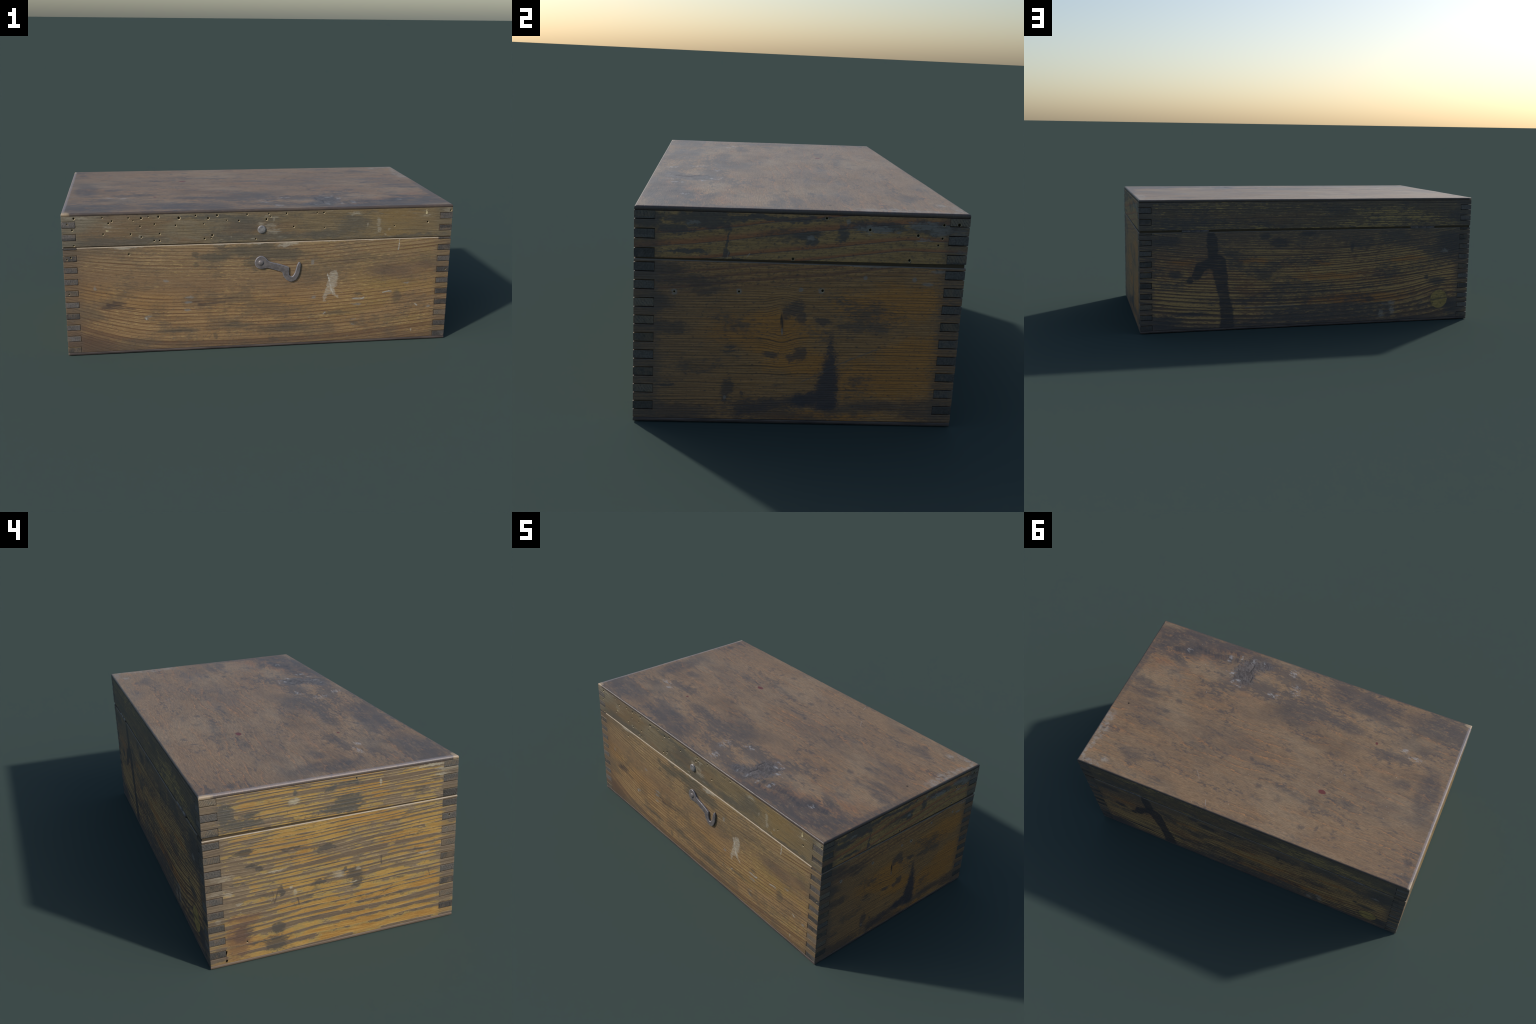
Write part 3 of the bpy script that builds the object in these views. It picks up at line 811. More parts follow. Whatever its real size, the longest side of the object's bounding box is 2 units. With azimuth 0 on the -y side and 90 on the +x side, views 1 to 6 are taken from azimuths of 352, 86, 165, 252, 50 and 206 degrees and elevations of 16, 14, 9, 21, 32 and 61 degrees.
# ---- back: dark, with yellow dashes ------------------------------------------------
def mat_back(name, is_lid):
    s = Shader(name)
    u, v = s.x, s.z
    p = s.comb(u, v)
    low = s.noise(p, (1.6, 4.0, 1), (7, 3, 0), 2.0)
    if is_lid:
        vv = s.add(v, s.mul(low, 0.02))
        t = s.mul(vv, 110.0)
    else:
        du = s.sub(u, 0.10)
        vv = s.add(s.sub(v, s.mul(s.mul(du, du), 0.075)), s.mul(low, 0.016))
        # rings swing round the plug on the right-hand end
        ring_off = s.mul(s.gauss(u, -0.81, 0.16), s.mul(s.gauss(v, 0.20, 0.08), 0.030))
        vv = s.sub(vv, ring_off)
        t = s.add(s.mul(vv, 30.0), s.mul(s.mul(vv, vv), 58.0))
    t = s.add(t, s.mul(s.noise(s.comb(s.mul(u, 0.5), s.mul(t, 0.6)), detail=2.0), 2.0))
    g = s.set_grunge(u, vv, 36.0, 120.0, 16.0)
    fib = s.fibre(u, vv, s.y, 8.0, 230.0, 12.0)
    f = s.fract(t)
    late = s.mul(s.step(f, 0.30, 0.85), s.step(f, 1.0, 0.92))
    zone = s.noise(p, (2.2, 6.0, 1), (13, 8, 0), 4.0, 0.62)
    jag = s.noise(s.comb(u, vv), (26.0, 130.0, 1), (5, 2, 0), 4.0, 0.64)
    bare = s.sub(s.add(s.mul(zone, 0.9), s.mul(jag, 1.0)), s.mul(late, 0.34))
    if is_lid:
        warm = s.blobs(s.warp(p, 5.0, 0.12), [(-0.60, 0.64, 0.22, 0.035), (-0.25, 0.60, 0.25, 0.015), (0.55, 0.605, 0.30, 0.02), (-0.45, 0.69, 0.2, 0.02)], 0.8, 1.0)
        bare = s.add(bare, s.madd(warm, 0.18, -0.06))
        col = s.mix(s.step(fib, 0.35, 0.68), (0.115, 0.086, 0.052), (0.225, 0.162, 0.092))
        col = s.mix(s.mul(s.step(bare, 0.92, 1.04), 0.85), col, (0.470, 0.320, 0.105))
        br = s.blobs(s.warp(p, 6.0, 0.1), [(0.60, 0.655, 0.2, 0.02), (0.25, 0.64, 0.3, 0.03)], 0.8, 1.3)
        col = s.mix(s.mul(br, 0.40), col, (0.260, 0.150, 0.070))
    else:
        reg = s.blobs(s.warp(p, 4.0, 0.15), [(0.62, 0.17, 0.34, 0.15), (-0.30, 0.26, 0.60, 0.12), (0.15, 0.25, 0.4, 0.15), (-0.72, 0.31, 0.22, 0.09)], 0.7)
        bare = s.add(bare, s.madd(reg, 0.14, -0.04))
        col = s.mix(s.step(fib, 0.35, 0.68), (0.165, 0.100, 0.056), (0.300, 0.182, 0.090))
        col = s.mix(s.mul(s.gauss(v, 0.28, 0.15), 0.70), col, s.mix(s.step(fib, 0.35, 0.68), (0.260, 0.118, 0.048), (0.430, 0.212, 0.082)))
        col = s.mix(s.mul(s.step(bare, 0.90, 0.97), 0.80), col, s.mix(fib, (0.380, 0.225, 0.068), (0.620, 0.395, 0.145)))
        org = s.blobs(s.warp(p, 10.0, 0.06), [(-0.055, 0.374, 0.06, 0.012), (-0.60, 0.390, 0.13, 0.013), (0.765, 0.400, 0.07, 0.014), (-0.30, 0.16, 0.30, 0.03),
                          (0.35, 0.40, 0.1, 0.014), (-0.1, 0.30, 0.2, 0.02)], 0.7, 1.6)
        col = s.mix(s.mul(org, 0.70), col, (0.430, 0.175, 0.042))
    col = s.mix(s.mul(late, 0.78), col, (0.070, 0.052, 0.042))
    dark_mottle = s.noise(p, (3.0, 7.0, 1), (2, 18, 0), 5.0, 0.68)
    sm = s.step(s.add(dark_mottle, s.mul(s.sub(g, 0.5), 0.5)), 0.48, 0.64)
    col = s.mix(s.mul(sm, 0.74), col, (0.066, 0.062, 0.060))
    if not is_lid:
        hz = s.mul(s.step(s.add(v, s.mul(s.sub(g, 0.5), 0.15)), 0.38, 0.56), 0.45)
        col = s.mix(hz, col, (0.105, 0.090, 0.068))
        wp = s.warp(p, 26.0, 0.022)
        dk = s.blobs(wp, [(0.284, 0.536, 0.035, 0.020), (0.02, 0.55, 0.05, 0.012), (-0.243, 0.460, 0.010, 0.025), (-0.795, 0.245, 0.06, 0.024),
                          (-0.725, 0.272, 0.014, 0.016), (-0.355, 0.150, 0.030, 0.016), (0.20, 0.50, 0.06, 0.03), (-0.88, 0.47, 0.09, 0.08),
                          (-0.90, 0.08, 0.06, 0.06), (0.85, 0.06, 0.09, 0.04), (0.80, 0.33, 0.04, 0.02), (0.72, 0.10, 0.10, 0.014), (0.85, 0.52, 0.08, 0.03)], 0.6, 1.4)
        col = s.mix(s.mul(dk, 0.78), col, (0.058, 0.054, 0.054))
        sv = s.add(v, s.mul(s.sub(g, 0.5), 0.008))
        strip = s.mul(s.mul(s.step(sv, 0.131, 0.127), s.step(v, 0.020, 0.05)), s.mul(s.step(s.add(u, s.mul(s.sub(g, 0.5), 0.1)), 0.34, 0.26), s.step(u, -0.505, -0.490)))
        col = s.mix(s.mul(strip, s.madd(s.step(jag, 0.45, 0.60), -0.35, 0.85)), col, (0.086, 0.076, 0.066))
        col = s.mix(s.mul(s.step(sv, 0.045, 0.02), 0.7), col, (0.072, 0.062, 0.058))
        rim = s.strokes(s.warp(p, 30.0, 0.006), [(0.40, 0.127, 0.10, 0.1295, 0.0025, 0.0015), (-0.44, 0.118, -0.49, 0.105, 0.003, 0.002)], 0.003, 0.008)
        col = s.mix(s.mul(rim, 0.6), col, (0.190, 0.185, 0.175))
        pw = s.blobs(s.warp(p, 50.0, 0.025), [(-0.435, 0.055, 0.014, 0.022), (-0.506, 0.075, 0.014, 0.022), (-0.84, 0.43, 0.02, 0.010), (-0.50, 0.12, 0.02, 0.012)], 0.8, 2.2)
        col = s.mix(s.mul(pw, 0.5), col, (0.330, 0.300, 0.250))
        ring = s.blobs(p, [(-0.811, 0.131, 0.068, 0.070)], 0.18, 0.5)
        col = s.mix(s.mul(ring, 0.45), col, (0.060, 0.052, 0.048))
        # tarry run below the hinge
        dp = s.warp(s.warp(p, 18.0, 0.020), 70.0, 0.006)
        drip = s.strokes(dp, [(0.600, 0.566, 0.594, 0.525, 0.021, 0.034), (0.594, 0.525, 0.588, 0.440, 0.032, 0.029), (0.588, 0.440, 0.572, 0.385, 0.029, 0.043),
                              (0.600, 0.395, 0.660, 0.370, 0.031, 0.026), (0.660, 0.370, 0.680, 0.322, 0.030, 0.027), (0.717, 0.298, 0.723, 0.292, 0.018, 0.016),
                              (0.560, 0.395, 0.545, 0.320, 0.043, 0.041), (0.545, 0.320, 0.525, 0.200, 0.040, 0.031),
                              (0.525, 0.200, 0.508, 0.120, 0.029, 0.035), (0.508, 0.120, 0.506, 0.020, 0.036, 0.040)], 0.007, 0.026)
        col = s.mix(s.mul(drip, s.madd(s.step(fib, 0.40, 0.66), -0.26, 0.97)), col, (0.042, 0.039, 0.041))
    fleck = s.noise(p, (70.0, 130.0, 1), (17, 7, 0), 3.0, 0.6)
    col = s.mix(s.mul(s.step(fleck, 0.60, 0.67), 0.60), col, (0.056, 0.050, 0.048))
    col = s.soiled_ends(col, u, -0.915, 0.925, (0.080, 0.068, 0.058), 0.60)
    col = s.grit(col, u, vv, 0.28, 17.0)
    col = s.tint(col, (0.97, 0.95, 0.98))
    return s.finish(col, 0.54, s.add(fib, s.mul(late, -0.35)), 0.0014, 0.55)


# ---- lid top ------------------------------------------------------------------------------
def mat_top():
    s = Shader("pine_lid_top")
    u, v = s.x, s.y
    p = s.comb(u, v)
    low = s.noise(p, (1.2, 2.6, 1), (3, 3, 0), 2.0)
    vv = s.add(s.add(v, s.mul(u, 0.03)), s.mul(s.sub(low, 0.5), 0.07))
    q = s.comb(u, vv)
    g = s.set_grunge(u, vv, 30.0, 75.0, 8.0)
    fib = s.noise(q, (24.0, 250.0, 1), (1, 1, 0), 4.0, 0.68)
    tone = s.noise(p, (1.6, 3.0, 1), (8, 8, 0), 4.0, 0.6)
    col = s.mix(s.step(fib, 0.24, 0.78), (0.172, 0.115, 0.069), (0.318, 0.217, 0.130))
    col = s.mix(s.mul(s.step(s.add(tone, s.mul(s.sub(g, 0.5), 0.3)), 0.42, 0.64), 0.55), col,
                s.mix(s.step(fib, 0.24, 0.78), (0.150, 0.088, 0.048), (0.315, 0.195, 0.105)))
    # mid-size streaks of tan and dull brown along the grain
    mid = s.noise(q, (3.2, 17.0, 1), (5, 2, 0), 4.0, 0.66)
    col = s.mix(s.mul(s.step(mid, 0.52, 0.66), 0.55), col, s.mix(s.step(fib, 0.24, 0.78), (0.190, 0.118, 0.062), (0.380, 0.250, 0.140)))
    col = s.mix(s.mul(s.step(mid, 0.47, 0.34), 0.50), col, s.mix(fib, (0.095, 0.074, 0.058), (0.175, 0.140, 0.110)))
    # growth lines: orange lip on one side, grey shadow of dirt on the other, frayed by the fibres
    fl = s.noise(q, (30.0, 210.0, 1), (9, 4, 0), 4.0, 0.66)
    gt = s.add(s.mul(vv, 21.0), s.mul(s.noise(p, (1.5, 4.0, 1), (6, 6, 0), 3.0, 0.55), 5.0))
    gf = s.fract(s.add(gt, s.mul(s.sub(fl, 0.5), 1.1)))
    gz = s.step(s.noise(p, (2.6, 7.0, 1), (26, 6, 0), 2.0), 0.40, 0.60)
    col = s.mix(s.mul(s.mul(s.step(gf, 0.20, 0.02), s.madd(gz, 0.80, 0.20)), s.step(fl, 0.40, 0.55)), col, (0.450, 0.220, 0.090))
    col = s.mix(s.mul(s.mul(s.step(gf, 0.66, 0.98), s.madd(gz, 0.55, 0.10)), 0.8), col, (0.100, 0.080, 0.066))
    col = s.mix(s.mul(s.step(fl, 0.64, 0.74), 0.30), col, (0.420, 0.225, 0.105))
    # redder, freckled wood in the front right quarter
    fr = s.mul(s.step(u, 0.05, 0.45), s.step(v, -0.05, -0.30))
    rz = s.add(s.noise(p, (4.0, 11.0, 1), (15, 2, 0), 4.0, 0.66), s.mul(s.sub(g, 0.5), 0.4))
    col = s.mix(s.mul(s.mul(fr, s.step(rz, 0.46, 0.60)), 0.6), col, s.mix(fib, (0.210, 0.100, 0.052), (0.390, 0.195, 0.095)))
    # broad passages: warm tan against dull umber
    broad = s.add(s.noise(p, (1.3, 3.4, 1), (71, 5, 0), 3.0, 0.55), s.mul(s.sub(g, 0.5), 0.35))
    col = s.mix(s.mul(s.step(broad, 0.50, 0.66), 0.42), col, s.mix(s.step(fib, 0.24, 0.78), (0.210, 0.130, 0.066), (0.400, 0.262, 0.145)))
    col = s.mix(s.mul(s.step(broad, 0.46, 0.32), 0.45), col, s.mix(fib, (0.092, 0.066, 0.050), (0.170, 0.125, 0.095)))
    # fine dark pores
    pore = s.noise(q, (45.0, 330.0, 1), (3, 13, 0), 3.0, 0.65)
    col = s.mix(s.mul(s.step(pore, 0.56, 0.70), 0.42), col, (0.080, 0.066, 0.056))
    # grey grime clouds, denser along the front
    cl = s.add(s.noise(q, (3.6, 9.0, 1), (21, 2, 0), 5.0, 0.70), s.mul(s.sub(g, 0.5), 0.75))
    front = s.step(v, -0.02, -0.42)
    col = s.mix(s.mul(s.step(s.add(cl, s.mul(front, 0.115)), 0.54, 0.66), 0.72), col, (0.088, 0.077, 0.072))
    br = s.add(s.noise(p, (1.8, 3.2, 1), (1, 22, 0), 4.0, 0.64), s.mul(s.sub(g, 0.5), 0.3))
    col = s.mix(s.mul(s.step(br, 0.52, 0.68), 0.40), col, (0.100, 0.070, 0.050))
    bright = s.add(s.noise(p, (2.0, 4.5, 1), (9, 31, 0), 3.0), s.mul(s.sub(g, 0.5), 0.3))
    col = s.mix(s.mul(s.step(bright, 0.52, 0.68), 0.45), col, s.mix(s.step(fib, 0.24, 0.78), (0.225, 0.160, 0.098), (0.400, 0.295, 0.185)))
    wp = s.warp(s.warp(p, 12.0, 0.05), 70.0, 0.014)
    dk = s.blobs(wp, [(0.84, -0.01, 0.10, 0.022), (0.545, -0.122, 0.03, 0.022), (0.640, -0.03, 0.022, 0.016), (0.682, 0.06, 0.028, 0.012),
                      (0.72, 0.41, 0.07, 0.030), (0.90, -0.46, 0.10, 0.06), (0.91, -0.08, 0.06, 0.03), (0.92, -0.37, 0.05, 0.03), (0.80, -0.32, 0.03, 0.025),
                      (0.735, -0.40, 0.08, 0.05), (-0.367, -0.245, 0.07, 0.035), (-0.04, -0.20, 0.14, 0.05), (-0.37, -0.40, 0.10, 0.035), (-0.23, -0.43, 0.08, 0.06),
                      (-0.52, 0.207, 0.05, 0.018), (-0.757, -0.02, 0.05, 0.03), (-0.082, 0.03, 0.025, 0.014), (-0.34, 0.44, 0.020, 0.018), (-0.42, 0.42, 0.012, 0.02),
                      (-0.80, -0.45, 0.18, 0.06), (0.60, -0.50, 0.38, 0.028), (-0.60, -0.15, 0.08, 0.02), (-0.90, 0.0, 0.06, 0.16), (-0.94, 0.415, 0.026, 0.022),
                      (-0.95, 0.50, 0.03, 0.014), (0.08, 0.16, 0.012, 0.012), (-0.02, 0.30, 0.02, 0.012), (0.98, -0.20, 0.02, 0.25), (-0.50, -0.47, 0.12, 0.035)], 0.65, 1.6)
    blot = s.step(s.add(s.noise(p, (11.0, 22.0, 1), (61, 2, 0), 5.0, 0.70), s.mul(s.sub(g, 0.5), 0.5)), 0.57, 0.66)
    dk = s.max(s.mul(dk, s.madd(s.step(g, 0.36, 0.56), 0.5, 0.5)), s.mul(blot, s.madd(front, 0.45, 0.50)))
    col = s.mix(s.mul(dk, 0.68), col, (0.078, 0.069, 0.066))
    # torn knot and the run of tears beside it
    ta = s.mul(s.blobs(wp, [(0.365, -0.36, 0.075, 0.085), (0.33, -0.44, 0.085, 0.045), (0.27, -0.46, 0.05, 0.03)], 0.45, 1.5), 0.85)
    col = s.mix(ta, col, s.mix(s.step(s.noise(s.comb(s.madd(v, 0.5, u), v), (55.0, 30.0, 1), (0, 0, 0), 5.0, 0.70, distortion=1.5), 0.36, 0.66), (0.048, 0.044, 0.045), (0.150, 0.135, 0.130)))
    slant = s.noise(s.comb(s.madd(v, 0.55, u), v), (60.0, 12.0, 1), (2, 2, 0), 3.0)
    run = s.strokes(wp, [(0.46, -0.43, 0.62, -0.41, 0.024, 0.016), (0.60, -0.41, 0.72, -0.43, 0.014, 0.018), (0.74, -0.39, 0.82, -0.37, 0.022, 0.022), (0.60, -0.46, 0.45, -0.47, 0.008, 0.012)], 0.02, 0.04)
    col = s.mix(s.mul(run, s.madd(s.step(slant, 0.40, 0.58), 0.50, 0.35)), col, (0.058, 0.054, 0.056))
    crack = s.strokes(s.warp(p, 30.0, 0.018), [(0.335, -0.44, 0.338, -0.385, 0.001, 0.0025), (0.338, -0.385, 0.315, -0.365, 0.002, 0.0015),
                          (0.315, -0.365, 0.312, -0.315, 0.0015, 0.001)], 0.002, 0.004)
    col = s.mix(s.mul(crack, 0.80), col, (0.034, 0.028, 0.025))
    wp3 = s.warp(p, 55.0, 0.026)
    white = s.blobs(wp3, [(0.435, -0.335, 0.012, 0.020), (0.412, -0.285, 0.010, 0.018), (0.375, -0.262, 0.022, 0.006), (0.46, -0.335, 0.018, 0.005),
                          (0.04, -0.37, 0.028, 0.032), (0.02, -0.34, 0.022, 0.018), (0.145, -0.288, 0.032, 0.018), (0.09, -0.475, 0.025, 0.025),
                          (-0.766, -0.203, 0.045, 0.014), (-0.70, -0.23, 0.02, 0.012), (0.49, -0.43, 0.012, 0.025), (0.43, -0.45, 0.008, 0.022), (0.285, -0.46, 0.007, 0.022),
                          (0.75, -0.39, 0.020, 0.012), (0.385, -0.30, 0.015, 0.010), (0.35, -0.46, 0.012, 0.02)], 0.8, 1.2)
    wn = s.step(s.noise(s.comb(s.madd(v, 0.4, u), v), (30.0, 75.0, 1), (3, 3, 0), 4.0, 0.66, distortion=1.0), 0.46, 0.60)
    col = s.mix(s.mul(s.mul(white, wn), 0.68), col, (0.390, 0.390, 0.390))
    # chalky bloom at the back right corner
    bl = s.blobs(s.warp(p, 24.0, 0.05), [(0.965, 0.30, 0.035, 0.05), (0.975, 0.43, 0.022, 0.03), (0.85, 0.487, 0.022, 0.018), (0.93, 0.53, 0.06, 0.012),
                      (0.985, 0.50, 0.015, 0.05), (0.97, 0.37, 0.03, 0.03), (0.97, 0.22, 0.03, 0.04)], 0.8, 0.9)
    col = s.mix(s.mul(s.mul(bl, s.step(s.noise(p, (40.0, 40.0, 1), (5, 3, 0), 4.0, 0.65), 0.36, 0.60)), 0.60), col, (0.330, 0.300, 0.260))
    col = s.grit(col, u, vv, 0.19, 21.0)
    col = s.tint(col, (0.925, 0.930, 0.945))
    red = s.blobs(s.warp(p, 60.0, 0.008), [(-0.363, 0.198, 0.022, 0.013), (-0.534, -0.212, 0.008, 0.008)], 0.3, 0.4)
    col = s.mix(s.mul(red, 0.9), col, (0.130, 0.026, 0.028))
    nail = s.blobs(p, [(0.910, 0.100, 0.0055, 0.0055)], 0.25)
    col = s.mix(nail, col, (0.030, 0.020, 0.012))
    dots = s.noise(p, (95.0, 95.0, 1), (1, 41, 0), 1.0)
    col = s.mix(s.mul(s.step(dots, 0.785, 0.81), 0.8), col, (0.480, 0.470, 0.440))
    scr = s.strokes(s.warp(p, 20.0, 0.01), [(0.21, 0.495, 0.197, 0.525, 0.0012, 0.0015), (0.335, 0.345, 0.30, 0.39, 0.0007, 0.0007)], 0.002)
    col = s.mix(s.mul(scr, 0.7), col, (0.36, 0.33, 0.30))
    # dark edge band front and right; sky highlight painted lavender on the left
    e1 = s.max(s.step(v, -0.5290, -0.5350), s.step(u, 0.988, 0.9960))
    e1 = s.max(e1, s.step(v, 0.5440, 0.5495))
    col = s.mix(s.mul(e1, 0.78), col, (0.062, 0.050, 0.048))
    e2 = s.step(s.add(s.mul(s.step(u, -0.972, -0.994), 1.0), s.mul(s.sub(g, 0.5), 0.9)), 0.35, 0.75)
    col = s.mix(s.mul(e2, 0.48), col, (0.310, 0.285, 0.300))
    # the sawn side of the panel, below the rounding, is dull dark wood
    zl = s.sub(s.z, s.mul(s.sub(v, YF), LID_RISE / (YB - YF)))
    side = s.step(s.add(zl, s.mul(s.sub(g, 0.5), 0.003)), 0.7385, 0.7365)
    col = s.mix(s.mul(side, 0.80), col, s.mix(fib, (0.058, 0.046, 0.043), (0.110, 0.082, 0.066)))
    worn = s.blobs(p, [(-0.99, -0.532, 0.03, 0.016), (-0.996, 0.53, 0.010, 0.03)], 0.6, 0.8)
    col = s.mix(s.mul(worn, 0.7), col, (0.450, 0.340, 0.220))
    rough = s.madd(s.noise(p, (5.0, 9.0, 1), (2, 2, 0), 3.0), 0.16, 0.36)
    return s.finish(col, rough, s.add(fib, s.mul(pore, -0.6)), 0.0013, 0.5)


# ---- end grain of the fingers ----------------------------------------------------------------
def mat_end(name, base, pale, axis):
    s = Shader(name)
    u = s.x if axis == 'x' else s.y
    idx = s.math('FLOOR', s.mul(s.sub(s.z, 0.0445), 1 / 0.03022))
    rnd = s.white(s.add(idx, s.mul(s.math('SIGN', u), 40.0)))
    lean = s.mul(s.sub(rnd, 0.5), 1.6)
    t = s.add(s.mul(s.add(u, s.mul(s.z, lean)), 95.0), s.mul(s.noise(s.obj, (18, 18, 18)), 2.0))
    ring = s.rings(t)
    gr = s.noise(s.obj, (160, 160, 160), (2, 2, 2), 4.0, 0.65)
    c = s.mix(s.step(gr, 0.35, 0.68), tuple(k * 0.72 for k in base), tuple(k * 1.30 for k in base))
    strong = s.step(rnd, 0.55, 0.98)
    c = s.mix(s.mul(s.mul(s.inv(ring), s.madd(strong, 0.42, 0.03)), s.step(gr, 0.25, 0.55)), c, pale)
    tone = s.white(s.add(s.mul(idx, 3.7), s.math('SIGN', u)))
    c = s.mix(1.0, c, s.madd(tone, 0.75, 0.55), 'MULTIPLY')
    brn = s.noise(s.obj, (30, 30, 30), (3, 2, 9), 4.0, 0.65)
    c = s.mix(s.mul(s.step(s.add(brn, s.mul(s.sub(rnd, 0.5), 0.25)), 0.48, 0.66), 0.50), c, (0.165, 0.118, 0.075))
    cl = s.noise(s.obj, (22, 22, 22), (8, 2, 2), 3.0)
    c = s.mix(s.mul(s.step(cl, 0.54, 0.74), 0.35), c, tuple(k * 1.6 for k in base))
    return s.finish(c, 0.60, s.add(gr, s.mul(ring, 0.6)), 0.0012, 0.5)


def mat_bottom():
    s = Shader("bottom_edge_wood")
    p = s.obj
    n = s.noise(p, (6, 6, 90), (0, 0, 0), 4.0, 0.6)
    c = s.mix(s.step(n, 0.35, 0.65), (0.060, 0.048, 0.047), (0.120, 0.092, 0.082))
    c = s.mix(s.mul(s.step(s.x, -0.990, -0.996), 0.6), c, s.mix(n, (0.19, 0.13, 0.09), (0.30, 0.22, 0.15)))
    return s.finish(c, 0.58, n, 0.001, 0.5)


def mat_iron(name, base, light, rough):
    s = Shader(name)
    n = s.noise(s.obj, (45, 45, 45), (0, 0, 0), 4.0, 0.65)
    m = s.noise(s.obj, (260, 260, 260), (1, 0, 0), 3.0, 0.6)
    c = s.mix(s.step(s.add(n, s.mul(s.sub(m, 0.5), 0.4)), 0.35, 0.70), base, light)
    c = s.mix(s.mul(s.step(n, 0.58, 0.72), 0.4), c, (0.150, 0.115, 0.090))
    return s.finish(c, s.madd(m, 0.20, rough - 0.10), s.add(n, s.mul(m, 0.7)), 0.0007, 0.5, 0.35)


def mat_plug():
    s = Shader("plug_wood")
    p = s.comb(s.x, s.z)
    f = s.noise(p, (22, 190, 1), (4, 0, 0), 3.0, 0.6)
    j = s.noise(p, (45, 60, 1), (4, 9, 0), 3.0, 0.6)
    c = s.mix(s.step(f, 0.35, 0.65), (0.230, 0.155, 0.048), (0.440, 0.295, 0.095))
    c = s.mix(s.mul(s.step(j, 0.54, 0.64), 0.7), c, (0.085, 0.070, 0.045))
    c = s.mix(s.mul(s.gauss(s.add(s.z, s.mul(s.x, 0.12)), 0.036, 0.005), 0.8), c, (0.070, 0.058, 0.046))
    return s.finish(c, 0.56, f, 0.001, 0.4)


def make_materials():
    return {
        'front': mat_front(), 'lid_front': mat_lid_front(),
        'left': mat_left("pine_left", False), 'lid_left': mat_left("pine_lid_left", True),
        'right': mat_right(False), 'lid_right': mat_right(True),
        'back': mat_back("pine_back", False), 'lid_back': mat_back("pine_lid_back", True),
        'top': mat_top(), 'bottom': mat_bottom(), 'plug': mat_plug(),
        # ends of the front and back boards show on the side faces, and the reverse
        'end_front': mat_end("end_grain_y", (0.074, 0.068, 0.062), (0.215, 0.175, 0.115), 'y'),
        'end_back': mat_end("end_grain_y_dark", (0.074, 0.068, 0.062), (0.290, 0.230, 0.145), 'y'),
        'end_right': mat_end("end_grain_x", (0.085, 0.076, 0.070), (0.200, 0.155, 0.095), 'x'),
        'end_left': mat_end("end_grain_x_dark", (0.088, 0.079, 0.074), (0.190, 0.150, 0.100), 'x'),
        'rim': flat("bare_hole_rim", (0.420, 0.340, 0.200), 0.7),
        'bore': flat("hole_inside", (0.060, 0.042, 0.022), 0.9),
        'iron': mat_iron("forged_iron", (0.125, 0.112, 0.112), (0.215, 0.192, 0.190), 0.48),
        'iron_edge': mat_iron("iron_painted_glint", (0.210, 0.200, 0.220), (0.340, 0.325, 0.350), 0.40),  # bevel colour lightened to draw the hook's lavender edge highlights
        'arris_dull': flat("arris_dim", (0.170, 0.140, 0.110), 0.6, 0.0, 0.35, 45.0),
        'arris': flat("arris_painted_sunlit", (0.400, 0.330, 0.245), 0.6, 0.0, 0.35, 45.0),
        'stud': mat_iron("stud_iron", (0.190, 0.182, 0.185), (0.400, 0.385, 0.375), 0.42),
        'hinge_iron': mat_iron("hinge_iron", (0.100, 0.090, 0.088), (0.190, 0.165, 0.155), 0.48),
    }
# ---------------------------------------------------------------------------
# Assembly
# ---------------------------------------------------------------------------
MAT = make_materials()

chest = bpy.data.objects.new("wooden_chest", None)
bpy.context.scene.collection.objects.link(chest)
chest["label"] = "old worn pine box with finger joints and iron hook"
chest["category"] = "wooden box"

# ---- lid panel ----------------------------------------------------------------
lid = new_object("lid", rounded_panel(-0.9985, 0.9985, YF + 0.0010, YB - 0.0005, 0.7284, 0.7432,
                                      0.0062, 0.0042, lid_relief), [MAT['top']], chest)

# ---- worm holes (position on the board, bore radius) ---------------------------
S, M, B = 0.0036, 0.0046, 0.0059
LID_FRONT_HOLES = [
    (-.938, .717, B), (-.801, .718, S), (-.755, .700, M), (-.772, .689, M), (-.674, .714, M), (-.612, .711, B),
    (-.651, .700, S), (-.577, .717, S), (-.527, .716, B), (-.426, .707, .0078), (-.618, .670, M), (-.547, .679, M),
    (-.442, .670, M), (-.948, .659, M), (-.799, .635, M), (-.665, .631, M), (-.613, .615, M), (-.522, .629, M),
    (-.550, .595, M), (-.523, .594, M), (-.943, .580, M), (-.343, .717, M), (-.280, .703, B), (-.235, .716, B),
    (-.302, .674, S), (-.187, .689, S), (-.125, .686, M), (-.083, .717, M), (.016, .689, B), (.028, .718, M),
    (.038, .704, S), (.119, .717, M), (.277, .717, S), (-.260, .614, B), (-.298, .597, M), (-.265, .601, S),
    (-.038, .588, M), (.157, .647, M), (.312, .716, M), (.317, .636, S), (.688, .636, S), (.867, .653, M),
    (.989, .712, M)]
FRONT_HOLES = [(-.677, .528, M)]
LID_RIGHT_HOLES = [(.079, .7175, M), (.223, .683, M), (.383, .668, M), (.464, .660, S), (.452, .637, S),
                   (.466, .705, M), (-.024, .5790, M), (.361, .5840, M)]
RIGHT_HOLES = [(.080, .478, M), (-.408, .461, S), (-.196, .467, S)]
RIGHT_FINGER_HOLES = [(.516, .707, B)]
LEFT_HOLES = [(.394, .094, S)]
LID_LEFT_HOLES = [(-.086, .717, S)]

def on_front(u, v, d): return (u, YF + d, v)
def on_back(u, v, d): return (u, YB - d, v)
def on_right(u, v, d): return (XO - d, u, v)
def on_left(u, v, d): return (-XO + d, u, v)
RIM, DEEP = MAT['rim'], MAT['bore']

